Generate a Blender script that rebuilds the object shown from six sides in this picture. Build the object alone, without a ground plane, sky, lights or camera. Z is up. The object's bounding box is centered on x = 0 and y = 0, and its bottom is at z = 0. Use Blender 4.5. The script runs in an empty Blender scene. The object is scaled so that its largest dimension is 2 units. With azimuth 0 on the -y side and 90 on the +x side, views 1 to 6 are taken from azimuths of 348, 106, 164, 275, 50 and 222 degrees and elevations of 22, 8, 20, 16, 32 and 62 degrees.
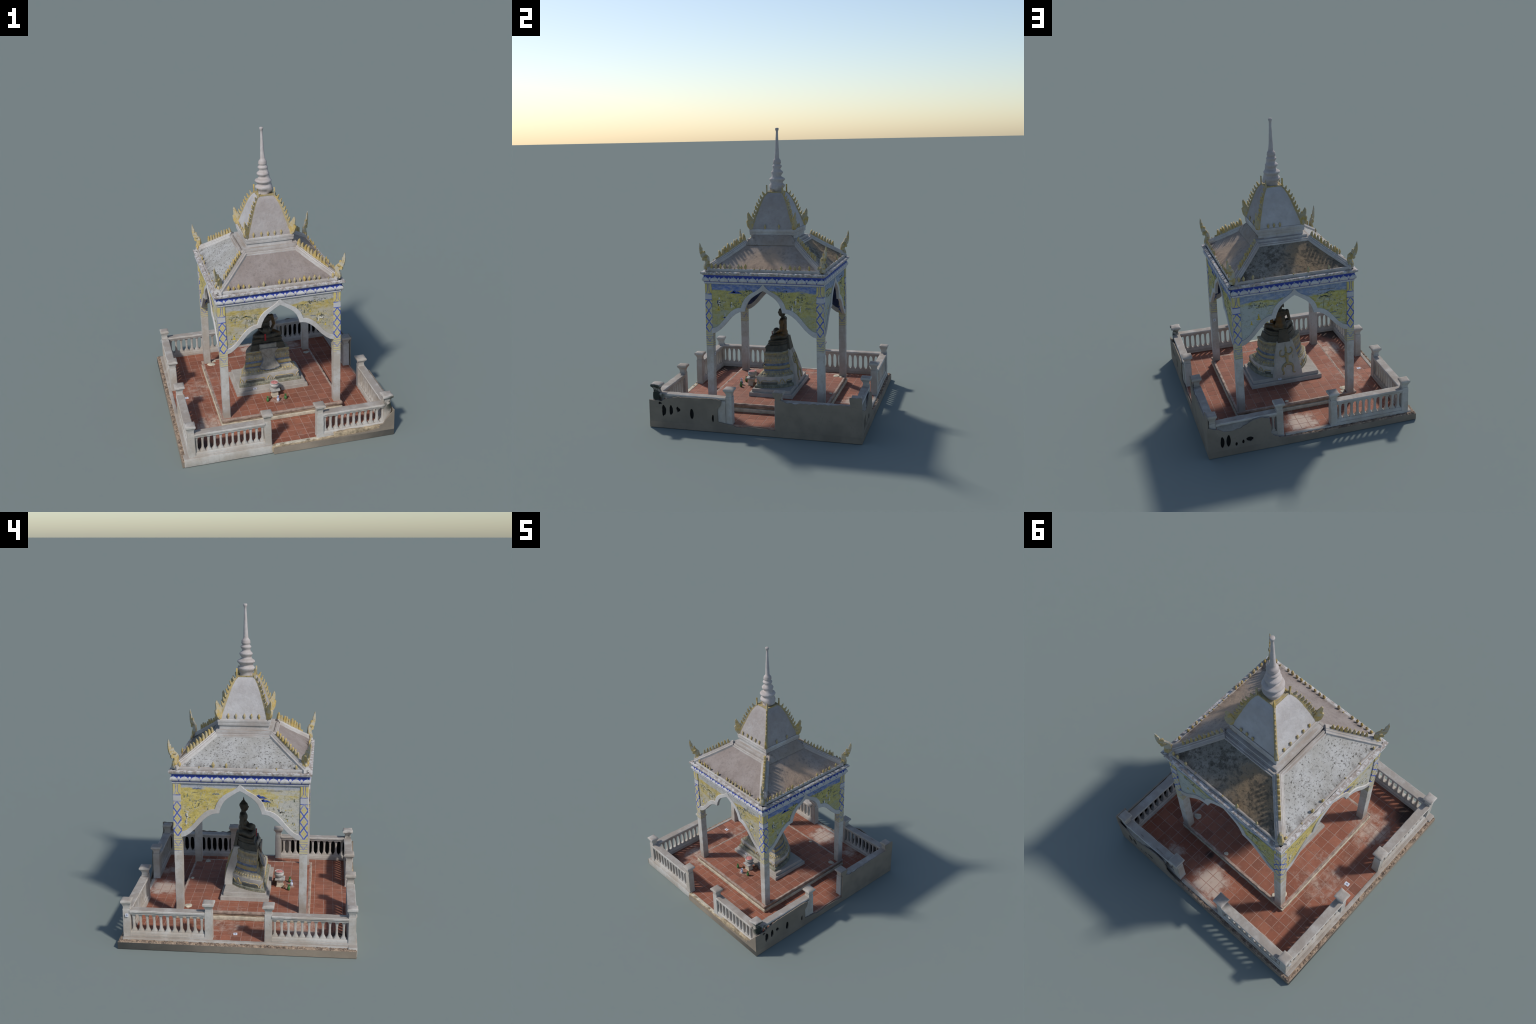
import bpy, bmesh, math, random
from mathutils import Vector, Matrix, noise

random.seed(7)
# ------------------------------------------------------------------ layout
CX, CY = 0.0315, 0.013          # pavilion centre
H = 0.414                       # half width of the pavilion walls
UX, UY = 0.0365, 0.0145         # upper roof centre
FLOOR_Z, PLAT_Z = 0.0565, 0.1160  # tiled walk and tiled platform
BX0, BX1, BY0, BY1 = -0.718, 0.718, -0.727, 0.727
PED_X = 0.013                   # statue pedestal axis

# ------------------------------------------------------------------ node helper
class B:
    def __init__(s, name, rough=0.85, spec=0.2):
        s.mat = bpy.data.materials.new(name); s.mat.use_nodes = True
        s.nt = s.mat.node_tree
        s.bsdf = s.nt.nodes['Principled BSDF']
        s.bsdf.inputs['Roughness'].default_value = rough
        s.bsdf.inputs['Specular IOR Level'].default_value = spec
        g = s.nt.nodes.new('ShaderNodeNewGeometry')
        s.pos, s.nrm = g.outputs['Position'], g.outputs['Normal']
        s.obj = s.nt.nodes.new('ShaderNodeTexCoord').outputs['Object']
        s._oi = None
    def n(s, t): return s.nt.nodes.new(t)
    def put(s, sock, v):
        if v is None: return
        if isinstance(v, bpy.types.NodeSocket): s.nt.links.new(v, sock)
        elif isinstance(v, tuple) and len(v) == 3 and sock.type == 'RGBA': sock.default_value = (*v, 1)
        else: sock.default_value = v
    @property
    def rnd(s):
        if s._oi is None: s._oi = s.n('ShaderNodeObjectInfo')
        return s._oi.outputs['Random']
    def m(s, op, a, b=None, c=None, clamp=False):
        n = s.n('ShaderNodeMath'); n.operation = op; n.use_clamp = clamp
        for i, v in enumerate((a, b, c)): s.put(n.inputs[i], v)
        return n.outputs[0]
    def xyz(s, v):
        n = s.n('ShaderNodeSeparateXYZ'); s.put(n.inputs[0], v); return n.outputs
    def comb(s, x, y, z):
        n = s.n('ShaderNodeCombineXYZ')
        for i, v in enumerate((x, y, z)): s.put(n.inputs[i], v)
        return n.outputs[0]
    def vm(s, op, a, b):
        n = s.n('ShaderNodeVectorMath'); n.operation = op
        s.put(n.inputs[0], a); s.put(n.inputs[1], b)
        return n.outputs['Value'] if op in ('DISTANCE', 'DOT_PRODUCT') else n.outputs[0]
    def noise(s, vec, scale, detail=4, rough=0.6, dist=0.0):
        n = s.n('ShaderNodeTexNoise'); s.put(n.inputs['Vector'], vec)
        n.inputs['Scale'].default_value = scale; n.inputs['Detail'].default_value = detail
        n.inputs['Roughness'].default_value = rough; n.inputs['Distortion'].default_value = dist
        return n.outputs[0]
    def voro(s, vec, scale, feat='F1'):
        n = s.n('ShaderNodeTexVoronoi'); n.feature = feat; s.put(n.inputs['Vector'], vec)
        n.inputs['Scale'].default_value = scale
        return n.outputs[0]
    def step(s, v, a, b):          # smooth 0..1 between a and b
        n = s.n('ShaderNodeMapRange'); n.interpolation_type = 'SMOOTHSTEP'
        s.put(n.inputs['Value'], v)
        lo, hi, flip = (a, b, False) if a < b else (b, a, True)
        n.inputs['From Min'].default_value = lo; n.inputs['From Max'].default_value = hi
        n.inputs['To Min'].default_value = 1.0 if flip else 0.0
        n.inputs['To Max'].default_value = 0.0 if flip else 1.0
        return n.outputs[0]
    def mix(s, f, a, b, blend='MIX'):
        n = s.n('ShaderNodeMix'); n.data_type = 'RGBA'; n.blend_type = blend
        s.put(n.inputs[0], f); s.put(n.inputs[6], a); s.put(n.inputs[7], b)
        return n.outputs[2]
    def mul(s, a, b): return s.m('MULTIPLY', a, b)
    def add(s, a, b): return s.m('ADD', a, b)
    def sub(s, a, b): return s.m('SUBTRACT', a, b)
    def near(s, p, r0, r1):        # 1 close to world point p, 0 beyond r1
        return s.step(s.vm('DISTANCE', s.pos, p), r1, r0)
    def out(s, col, bump=None, dist=0.002, strength=0.5):
        s.put(s.bsdf.inputs['Base Color'], col)
        if bump is not None:
            n = s.n('ShaderNodeBump'); n.inputs['Strength'].default_value = strength
            n.inputs['Distance'].default_value = dist
            s.put(n.inputs['Height'], bump); s.put(s.bsdf.inputs['Normal'], n.outputs[0])
        return s.mat

# ------------------------------------------------------------------ materials
def m_whitewash(name, tone=(0.52, 0.495, 0.46), dirt=0.5, dusty=0.8, warm=(0.425, 0.375, 0.32)):
    b = B(name)
    big = b.noise(b.pos, 6, 4); fine = b.noise(b.pos, 60, 5, 0.65)
    col = b.mix(b.step(big, 0.38, 0.66), tone, warm)
    col = b.mix(b.mul(b.step(fine, 0.40, 0.75), 0.35), col, tuple(c * 0.62 for c in tone))
    x, y, z = b.xyz(b.pos)
    streak = b.noise(b.comb(b.mul(x, 70), b.mul(y, 70), b.mul(z, 7)), 1, 4)
    col = b.mix(b.mul(b.step(streak, 0.56, 0.76), dirt * 0.7), col, (0.33, 0.27, 0.22))
    spot = b.noise(b.pos, 130, 3)
    col = b.mix(b.mul(b.step(spot, 0.66, 0.74), dirt), col, (0.12, 0.10, 0.085))
    broad = b.step(b.noise(b.pos, 3.2, 6, 0.7), 0.50, 0.66)
    col = b.mix(b.mul(broad, dirt * 0.8), col, (0.34, 0.285, 0.235))
    # dust and lichen that has settled on upward faces
    up = b.step(b.xyz(b.nrm)[2], 0.6, 0.95)
    lich = b.step(b.noise(b.pos, 14, 5), 0.30, 0.6)
    col = b.mix(b.mul(b.mul(up, b.add(0.35, b.mul(lich, 0.65))), dusty), col, (0.29, 0.25, 0.215))
    # black mould at the broken corner post
    mould = b.mul(b.near((0.735, -0.69, 0.235), 0.05, 0.115), b.step(b.noise(b.pos, 22, 4), 0.33, 0.5))
    col = b.mix(b.mul(mould, b.sub(1.0, up)), col, (0.035, 0.042, 0.034))
    return b.out(col, b.add(b.noise(b.pos, 45, 5), b.mul(fine, 0.6)), 0.003, 0.45)

def m_plain(name, col, var=0.25, scale=30, rough=0.85, bump=0.3, dist=0.002, spec=0.2):
    b = B(name, rough, spec)
    f = b.noise(b.pos, scale, 5, 0.65)
    c = b.mix(b.step(f, 0.3, 0.7), tuple(k * (1 - var) for k in col), tuple(min(1, k * (1 + var * 0.6)) for k in col))
    return b.out(c, f, dist, bump)

def m_plaster_fill():
    b = B('rendered_infill', 0.9)
    f = b.noise(b.pos, 5, 3); g = b.noise(b.pos, 90, 4)
    c = b.mix(b.step(f, 0.35, 0.65), (0.205, 0.173, 0.138), (0.255, 0.215, 0.17))
    c = b.mix(b.mul(b.step(g, 0.5, 0.8), 0.3), c, (0.15, 0.12, 0.09))
    crack = b.step(b.voro(b.pos, 9, 'DISTANCE_TO_EDGE'), 0.012, 0.0)
    c = b.mix(b.mul(crack, 0.15), c, (0.10, 0.085, 0.065))
    return b.out(c, f, 0.004, 0.25)

def m_tile():
    b = B('terracotta_tile', 0.75, 0.3)
    r = b.rnd
    base = b.mix(r, (0.265, 0.092, 0.054), (0.345, 0.132, 0.080))
    base = b.mix(b.step(b.m('FRACT', b.mul(r, 7.3)), 0.80, 0.95), base, (0.235, 0.085, 0.052))
    f = b.noise(b.pos, 22, 5, 0.65)
    base = b.mix(b.mul(b.step(f, 0.45, 0.75), 0.5), base, (0.19, 0.075, 0.048))
    base = b.mix(b.mul(b.step(b.noise(b.pos, 75, 4), 0.56, 0.72), 0.35), base, (0.50, 0.24, 0.15))
    grime = b.step(b.noise(b.pos, 4.5, 5, 0.65), 0.46, 0.66)
    base = b.mix(b.mul(grime, 0.45), base, (0.17, 0.085, 0.06))
    base = b.mix(b.mul(b.step(b.noise(b.pos, 9, 6, 0.75), 0.56, 0.68), 0.4), base, (0.40, 0.24, 0.175))
    # pale lime bloom: a big patch at the rear opening, a worn walk at the left
    n2 = b.noise(b.pos, 16, 6, 0.7)
    patch = b.near((0.06, 0.585, 0.06), 0.0, 0.23)
    patch2 = b.mul(b.near((0.36, 0.60, 0.06), 0.02, 0.14), 0.75)
    patch3 = b.mul(b.near((-0.46, 0.12, 0.06), 0.05, 0.33), 0.5)
    patch4 = b.mul(b.near((-0.46, -0.36, 0.06), 0.03, 0.27), 0.72)
    patch5 = b.mul(b.near((0.02, -0.27, 0.117), 0.02, 0.09), 0.55)
    bl = patch
    for p in (patch2, patch3, patch4, patch5): bl = b.m('MAXIMUM', bl, p)
    bl = b.step(b.add(b.mul(bl, 0.62), b.mul(n2, 1.05)), 0.74, 1.08)
    base = b.mix(b.mul(bl, 0.85), base, (0.52, 0.42, 0.345))
    # soot / algae in the damp corner
    s1 = b.near((-0.60, -0.62, 0.06), 0.03, 0.23)
    s2 = b.mul(b.near((0.19, 0.46, 0.06), 0.0, 0.07), 0.9)
    s = b.step(b.add(b.mul(b.m('MAXIMUM', s1, s2), 0.8), b.mul(n2, 0.5)), 0.55, 0.95)
    base = b.mix(b.mul(s, 0.88), base, (0.035, 0.03, 0.026))
    return b.out(base, b.add(f, n2), 0.0015, 0.3)

def m_grout():
    b = B('grout_mortar')
    f = b.noise(b.pos, 25, 4)
    c = b.mix(b.step(f, 0.35, 0.65), (0.31, 0.165, 0.12), (0.40, 0.26, 0.21))
    c = b.mix(b.mul(b.near((-0.60, -0.62, 0.06), 0.05, 0.22), 0.85), c, (0.05, 0.042, 0.036))
    return b.out(c)

def m_gravel():
    b = B('gravel', 0.95)
    v = b.voro(b.pos, 95); f = b.noise(b.pos, 35, 4)
    c = b.mix(b.step(f, 0.35, 0.62), (0.15, 0.11, 0.085), (0.36, 0.265, 0.19))
    c = b.mix(b.step(v, 0.35, 0.05), c, (0.46, 0.37, 0.285))
    return b.out(c, v, 0.004, 0.6)

def m_frieze():
    """blue band with a row of white lotus petals, running along local X"""
    b = B('frieze_paint', 0.75)
    x, y, z = b.xyz(b.obj)
    wob = b.mul(b.sub(b.noise(b.obj, 30, 3), 0.5), 0.006)
    P = 0.0678
    u = b.sub(b.m('FRACT', b.add(b.m('DIVIDE', b.add(x, wob), P), 100.5)), 0.5)
    au = b.m('ABSOLUTE', u)
    v = b.m('DIVIDE', b.sub(b.add(z, b.mul(wob, 0.4)), 0.969), 0.032)
    blue = b.mix(b.noise(b.obj, 40, 4), (0.025, 0.040, 0.25), (0.065, 0.10, 0.39))
    white = b.mix(b.step(b.noise(b.obj, 50, 4), 0.35, 0.7), (0.56, 0.545, 0.545), (0.44, 0.42, 0.405))
    e = b.add(b.m('POWER', b.m('DIVIDE', au, 0.46), 2.4), b.m('POWER', b.m('MAXIMUM', b.m('DIVIDE', v, 0.90), 0.0), 2.0))
    petal = b.step(e, 1.0, 0.9)
    halo = b.mul(b.step(e, 1.45, 1.35), b.step(v, 0.72, 0.6))
    veins = b.mul(b.step(b.m('ABSOLUTE', b.sub(b.m('FRACT', b.mul(au, 9.0)), 0.5)), 0.06, 0.02), b.step(v, 0.35, 0.1))
    dx = b.sub(au, 0.5)
    drop = b.step(b.add(b.m('POWER', b.m('DIVIDE', dx, 0.12), 2.0), b.m('POWER', b.m('DIVIDE', b.sub(v, 0.66), 0.28), 2.0)), 1.0, 0.7)
    peak = b.mul(b.step(b.add(b.mul(au, 3.0), b.m('ABSOLUTE', b.sub(v, 0.92))), 0.30, 0.2), 0.8)
    col = b.mix(halo, blue, b.mix(0.25, blue, white))
    col = b.mix(petal, col, b.mix(b.mul(veins, 0.45), white, blue))
    col = b.mix(drop, col, white)
    col = b.mix(peak, col, (0.30, 0.38, 0.45))
    # plain mouldings above and below the painted band
    col = b.mix(b.step(z, 1.0125, 1.0135), col, white)
    low = b.step(z, 0.9685, 0.9675)
    line = b.step(b.m('ABSOLUTE', b.sub(z, 0.9655)), 0.0030, 0.0015)
    col = b.mix(low, col, b.mix(line, white, blue))
    worn = b.step(b.noise(b.pos, 28, 5, 0.7), 0.60, 0.70)
    col = b.mix(b.mul(worn, 0.6), col, (0.52, 0.50, 0.49))
    top = b.mul(b.step(z, 1.012, 1.02), b.step(b.noise(b.pos, 40, 5, 0.7), 0.42, 0.58))
    col = b.mix(b.mul(top, 0.8), col, (0.24, 0.19, 0.155))
    return b.out(col, b.noise(b.obj, 60, 4), 0.0015, 0.3)

def m_pillar():
    """whitewashed shaft, painted lattice on the upper part; local z = world z"""
    b = B('pillar_paint', 0.8)
    x, y, z = b.xyz(b.obj)
    nx = b.m('ABSOLUTE', b.xyz(b.nrm)[0])
    f = b.step(nx, 0.4, 0.6)
    u = b.add(b.mul(x, b.sub(1.0, f)), b.mul(y, f))
    u = b.add(u, b.mul(b.sub(b.noise(b.pos, 30, 3), 0.5), 0.004))
    au = b.m('DIVIDE', b.m('ABSOLUTE', u), 0.0245)
    yel = b.mix(b.noise(b.pos, 25, 4), (0.52, 0.41, 0.10), (0.60, 0.50, 0.22))
    blue = b.mix(b.noise(b.pos, 35, 4), (0.05, 0.08, 0.36), (0.12, 0.16, 0.45))
    pale = (0.53, 0.48, 0.33)
    # diamonds
    p = b.m('FRACT', b.m('DIVIDE', b.sub(z, 0.6115), 0.0757))
    tri = b.m('ABSOLUTE', b.sub(b.mul(p, 2.0), 1.0))
    lat = b.m('MAXIMUM', b.step(b.m('ABSOLUTE', b.sub(au, b.mul(b.sub(1.0, tri), 1.05))), 0.25, 0.14), b.mul(b.step(au, 0.84, 0.9), b.step(b.m('ABSOLUTE', b.sub(tri, 0.15)), 0.30, 0.2)))
    pv = b.sub(p, 0.5)
    def blob(cu, cv, r):
        d = b.add(b.m('POWER', b.sub(au, cu), 2.0), b.m('POWER', b.mul(b.sub(b.m('ABSOLUTE', pv), cv), 2.75), 2.0))
        return b.step(d, r * r, r * r * 0.5)
    fl = b.m('MAXIMUM', blob(0.36, 0.0, 0.28), blob(0.0, 0.17, 0.26))
    fl = b.m('MAXIMUM', fl, blob(0.85, 0.45, 0.32))
    latcol = b.mix(lat, b.mix(fl, pale, yel), blue)
    # top motif: yellow with twin blue stems
    stem = b.m('MAXIMUM', b.step(b.m('ABSOLUTE', b.sub(au, b.add(0.22, b.mul(b.step(z, 0.905, 0.88), 0.5)))), 0.12, 0.05),
               b.step(b.add(z, b.mul(b.m('ABSOLUTE', b.sub(au, 0.5)), -0.012)), 0.945, 0.952))
    topcol = b.mix(stem, yel, blue)
    grid = b.mix(b.step(b.m('FRACT', b.mul(u, 190.0)), 0.4, 0.7), (0.42, 0.42, 0.52), (0.58, 0.56, 0.50))
    foot = b.mix(b.step(b.m('FRACT', b.mul(z, 62.0)), 0.80, 0.9), b.mix(0.55, yel, pale), blue)
    vv = b.step(b.m('ABSOLUTE', b.sub(au, b.m('DIVIDE', b.sub(z, 0.545), 0.036))), 0.22, 0.08)
    foot = b.mix(b.mul(vv, b.step(z, 0.585, 0.583)), foot, b.mix(0.35, blue, pale))
    col = b.mix(b.step(z, 0.8385, 0.8395), latcol, grid)
    col = b.mix(b.step(z, 0.878, 0.880), col, topcol)
    for zl in (0.8385, 0.879): col = b.mix(b.step(b.m('ABSOLUTE', b.sub(z, zl)), 0.0042, 0.002), col, blue)
    col = b.mix(b.step(z, 0.6125, 0.611), col, foot)
    worn = b.step(b.noise(b.pos, 16, 6, 0.7), 0.46, 0.66)
    col = b.mix(b.mul(worn, 0.7), col, (0.50, 0.475, 0.41))
    n = b.noise(b.pos, 9, 5, 0.65); g = b.noise(b.pos, 70, 5)
    ww = b.mix(b.step(n, 0.4, 0.65), (0.53, 0.51, 0.48), (0.43, 0.385, 0.335))
    ww = b.mix(b.mul(b.step(g, 0.5, 0.75), 0.5), ww, (0.36, 0.31, 0.27))
    ww = b.mix(b.mul(b.step(z, 0.20, 0.125), 0.6), ww, (0.33, 0.27, 0.22))
    col = b.mix(b.step(b.add(z, b.mul(b.sub(n, 0.5), 0.02)), 0.508, 0.512), ww, col)
    return b.out(col, b.add(n, g), 0.002, 0.4)

def m_mural(name, sky, yellow, wash, wash_bias, sky_z, tilt, seed, ochre=0.5):
    """weathered painted landscape: sky on top, yellow field, faded lime below"""
    b = B(name, 0.8)
    x, y, z = b.xyz(b.obj)
    o = b.vm('ADD', b.obj, (seed * 3.7, seed, 0.0))
    st = b.vm('MULTIPLY', o, (1.0, 1.0, 2.6))
    n1 = b.noise(st, 9, 5, 0.6); n2 = b.noise(st, 26, 5, 0.7); n3 = b.noise(o, 75, 5, 0.7)
    yel = b.mix(b.step(n2, 0.35, 0.65), yellow, tuple(min(1, c * 1.25 + 0.05) for c in yellow))
    yel = b.mix(b.mul(b.step(n1, 0.52, 0.68), ochre), yel, (0.46, 0.30, 0.035))
    # lime wash, more of it low down and to one side
    k = b.add(b.add(b.mul(b.sub(0.80, z), 1.1), b.mul(x, tilt)), b.mul(b.sub(n1, 0.5), 1.0))
    k = b.add(k, b.mul(b.sub(n2, 0.5), 0.7))
    col = b.mix(b.step(k, wash_bias - 0.18, wash_bias + 0.20), yel, wash)
    skyk = b.add(z, b.mul(b.sub(n1, 0.5), 0.075))
    skyc = b.mix(b.step(n2, 0.4, 0.62), sky, tuple(c * 0.5 + 0.24 for c in sky))
    col = b.mix(b.step(skyk, sky_z - 0.006, sky_z + 0.010), col, skyc)
    # grey-green foliage smears and dark drawing lines
    ln = b.step(b.m('ABSOLUTE', b.sub(b.noise(o, 34, 4, 0.6, 0.6), 0.5)), 0.016, 0.004)
    zone = b.step(b.noise(o, 7, 3), 0.47, 0.58)
    col = b.mix(b.mul(b.mul(ln, zone), 0.5), col, (0.12, 0.14, 0.15))
    fol = b.mul(b.step(n3, 0.60, 0.70), b.step(b.noise(o, 12, 3), 0.50, 0.60))
    col = b.mix(b.mul(fol, 0.75), col, (0.13, 0.16, 0.12))
    col = b.mix(b.mul(b.step(b.noise(o, 120, 3), 0.62, 0.72), 0.3), col, (0.62, 0.60, 0.56))
    l2 = b.step(b.m('ABSOLUTE', b.sub(b.noise(o, 22, 5, 0.65, 0.8), 0.5)), 0.030, 0.008)
    col = b.mix(b.mul(b.mul(l2, b.step(skyk, sky_z, sky_z - 0.02)), 0.45), col, tuple(c * 0.9 + 0.06 for c in wash))
    l3 = b.step(b.m('ABSOLUTE', b.sub(b.noise(o, 17, 5, 0.7, 0.4), 0.46)), 0.020, 0.005)
    col = b.mix(b.mul(l3, 0.40), col, tuple(c * 0.6 + 0.02 for c in (0.25, 0.27, 0.22)))
    return b.out(col, b.add(n2, n3), 0.0015, 0.35)

def m_roof(name, base, light, speck, dark, dark_amt, speck_amt, tint=None, tint_c=None, mottle=0.5):
    b = B(name, 0.92, 0.15)
    x, y, z = b.xyz(b.obj)
    n1 = b.noise(b.obj, 5, 5, 0.6); n2 = b.noise(b.obj, 30, 5, 0.7); n3 = b.noise(b.obj, 62, 3, 0.5)
    col = b.mix(b.step(n1, 0.35, 0.65), base, light)
    col = b.mix(b.mul(b.step(n2, 0.45, 0.72), mottle), col, tuple(c * 0.6 for c in base))
    if tint is not None:
        t = b.step(b.add(b.vm('DISTANCE', b.obj, tint), b.mul(b.sub(n2, 0.5), 0.25)), 0.24, 0.06)
        col = b.mix(b.mul(t, 0.8), col, tint_c)
    if dark_amt > 0:
        d = b.step(b.add(b.mul(n1, 0.6), b.mul(n2, 0.55)), 0.72 - 0.3 * dark_amt, 0.88 - 0.3 * dark_amt)
        col = b.mix(b.mul(d, 0.85), col, dark)
    n4 = b.noise(b.vm('MULTIPLY', b.obj, (1.0, 1.0, 1.4)), 78, 5, 0.72)
    sp = b.mul(b.step(n4, 0.54, 0.64), b.step(b.add(n1, b.mul(n2, 0.35)), 0.42, 0.70))
    col = b.mix(b.mul(sp, speck_amt), col, speck)
    broad = b.step(b.noise(b.obj, 3.6, 6, 0.72), 0.48, 0.64)
    col = b.mix(b.mul(broad, mottle * 0.9), col, tuple(c * k_ for c, k_ in zip(base, (0.66, 0.60, 0.54))))
    # grime washing up from the eave between the buds
    eave = b.mul(b.step(b.add(z, b.mul(n2, 0.05)), 1.115, 1.070), b.step(b.noise(b.comb(b.mul(x, 30), 0.0, b.mul(z, 6)), 1.0, 4), 0.42, 0.6))
    col = b.mix(b.mul(eave, 0.6), col, (0.07, 0.055, 0.045))
    return b.out(col, b.add(b.mul(n2, 1.4), n3), 0.004, 0.5)

def m_gold(name, col=(0.42, 0.295, 0.085), worn=(0.40, 0.375, 0.31), amt=0.7):
    b = B(name, 0.7, 0.3)
    n = b.noise(b.pos, 45, 5, 0.65); r = b.rnd
    c = b.mix(b.step(n, 0.35, 0.7), col, tuple(min(1, k * 1.25 + 0.03) for k in col))
    c = b.mix(b.mul(b.step(b.noise(b.pos, 34, 5, 0.7), 0.40, 0.60), amt), c, worn)
    c = b.mix(b.mul(b.step(b.noise(b.pos, 75, 4), 0.58, 0.70), 0.6), c, (0.12, 0.10, 0.06))
    c = b.mix(b.mul(r, 0.25), c, (0.30, 0.25, 0.13))
    return b.out(c, n, 0.002, 0.5)

def m_bronze():
    b = B('aged_bronze', 0.55, 0.4)
    n = b.noise(b.pos, 28, 5, 0.65); g = b.noise(b.pos, 80, 4)
    c = b.mix(b.step(n, 0.35, 0.7), (0.052, 0.045, 0.034), (0.092, 0.078, 0.055))
    c = b.mix(b.mul(b.step(g, 0.56, 0.72), 0.5), c, (0.16, 0.12, 0.055))
    # gilded robe left on the shoulder side and the back
    x, y, z = b.xyz(b.pos)
    robe = b.mul(b.step(b.add(x, b.mul(y, 0.8)), 0.055, 0.08), b.mul(b.step(z, 0.50, 0.52), b.step(z, 0.645, 0.625)))
    c = b.mix(b.mul(robe, b.step(n, 0.3, 0.6)), c, (0.15, 0.075, 0.02))
    return b.out(c, b.add(n, g), 0.002, 0.4)

MW = m_whitewash('whitewash')
MWR = m_whitewash('whitewash_roof', (0.52, 0.50, 0.485), 0.5, 0.85, (0.42, 0.375, 0.345))
MWS = m_whitewash('whitewash_spire', (0.50, 0.465, 0.455), 0.25, 0.75, (0.42, 0.365, 0.345))
MPED = m_whitewash('pedestal_stone', (0.47, 0.44, 0.395), 0.4, 0.5, (0.38, 0.34, 0.295))
MFILL = m_plaster_fill()
MDARK = m_plain('near_black_plain', (0.012, 0.012, 0.012), 0.2)  # near-black colour for the thin plates behind the balusters and the infill holes
MTILE, MGROUT, MGRAVEL = m_tile(), m_grout(), m_gravel()
MFRIEZE, MPILLAR = m_frieze(), m_pillar()
MRIM = m_whitewash('arch_rim_white', (0.53, 0.515, 0.505), 0.25, 0.2, (0.45, 0.415, 0.385))
MGOLD = m_gold('gold_paint')
MGOLD2 = m_gold('faded_gold_paint', (0.36, 0.265, 0.09), (0.30, 0.27, 0.22), 0.7)
MNAGA = m_gold('weathered_gilding', (0.40, 0.29, 0.10), (0.43, 0.41, 0.36), 0.9)
MBRONZE = m_bronze()
MBRICK = m_plain('stained_render', (0.34, 0.25, 0.18), 0.45, 18, bump=0.6, dist=0.004)
MRUBBLE = m_plain('rubble_render', (0.38, 0.30, 0.20), 0.5, 30, bump=0.8, dist=0.006)
MBLUE = m_plain('blue_paint', (0.06, 0.10, 0.36), 0.4, 40)
MGREYBLUE = m_plain('greyed_blue_paint', (0.17, 0.20, 0.27), 0.4, 40)
MYEL = m_plain('yellow_paint', (0.55, 0.42, 0.09), 0.3, 40)
MPALE = m_plain('pale_paint', (0.62, 0.58, 0.50), 0.25, 40)
MINK = m_plain('ink_paint', (0.15, 0.145, 0.12), 0.4, 60)
MLEAF = m_plain('leaf_green_paint', (0.19, 0.205, 0.14), 0.5, 90)
MPAPER = m_plain('white_paper', (0.66, 0.67, 0.72), 0.08, 20)
MPAPERINK = m_plain('paper_print', (0.30, 0.31, 0.40), 0.2, 90)
MTIERS = m_plain('weathered_tier_stone', (0.33, 0.29, 0.215), 0.35, 30, bump=0.5)
MTIERGREEN = m_plain('grey_green_stone', (0.25, 0.24, 0.18), 0.4, 45)
MEDGE = m_plain('worn_edge_render', (0.40, 0.30, 0.24), 0.4, 26, bump=0.5, dist=0.003)
MOPEN = m_plain('shadow_grey_paint', (0.13, 0.13, 0.105), 0.3, 45)
MBAND = m_plain('pale_band', (0.48, 0.455, 0.42), 0.15, 25)
MCLOTH = m_plain('stone_cloth', (0.315, 0.285, 0.24), 0.25, 35, bump=0.4)
MGREENV = m_plain('green_glaze', (0.07, 0.19, 0.055), 0.35, 40, rough=0.35, spec=0.5)
MBOWL = m_plain('grey_bowl_stone', (0.42, 0.40, 0.37), 0.3, 40)
MPINK = m_plain('pink_offering', (0.62, 0.26, 0.24), 0.4, 110, bump=0.8, dist=0.006)
MCREAM = m_plain('cream_stone', (0.55, 0.49, 0.38), 0.25, 30)
MCLAY = m_plain('brown_clay', (0.22, 0.13, 0.08), 0.3, 30)
MRED = m_plain('red_ribbon', (0.40, 0.035, 0.04), 0.2, 40)
MDKBLUE = m_plain('night_blue_paint', (0.055, 0.075, 0.17), 0.5, 14)

def m_vase():
    b = B('blue_white_porcelain', 0.3, 0.5)
    c = b.mix(b.step(b.noise(b.pos, 90, 3), 0.52, 0.58), (0.60, 0.64, 0.70), (0.10, 0.15, 0.38))
    return b.out(c)
MVASE = m_vase()

SIDES = ('front', 'east', 'rear', 'west')       # outward -y, +x, +y, -x
M_MURAL = {
    'front': m_mural('mural_faded_grove', (0.37, 0.355, 0.34), (0.37, 0.285, 0.08), (0.41, 0.375, 0.31), -0.02, 0.905, 0.0, 1.3, 0.35),
    'east': m_mural('mural_blue_sky', (0.12, 0.18, 0.42), (0.40, 0.34, 0.10), (0.40, 0.39, 0.27), 0.12, 0.905, 0.0, 4.1, 0.12),
    'rear': m_mural('mural_pale_sky', (0.20, 0.26, 0.40), (0.39, 0.335, 0.08), (0.42, 0.44, 0.41), 0.0, 0.895, -0.55, 8.9, 0.25),
    'west': m_mural('mural_golden_field', (0.38, 0.39, 0.43), (0.48, 0.375, 0.095), (0.50, 0.475, 0.42), 0.06, 0.925, 0.75, 12.2, 0.5)}
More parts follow.
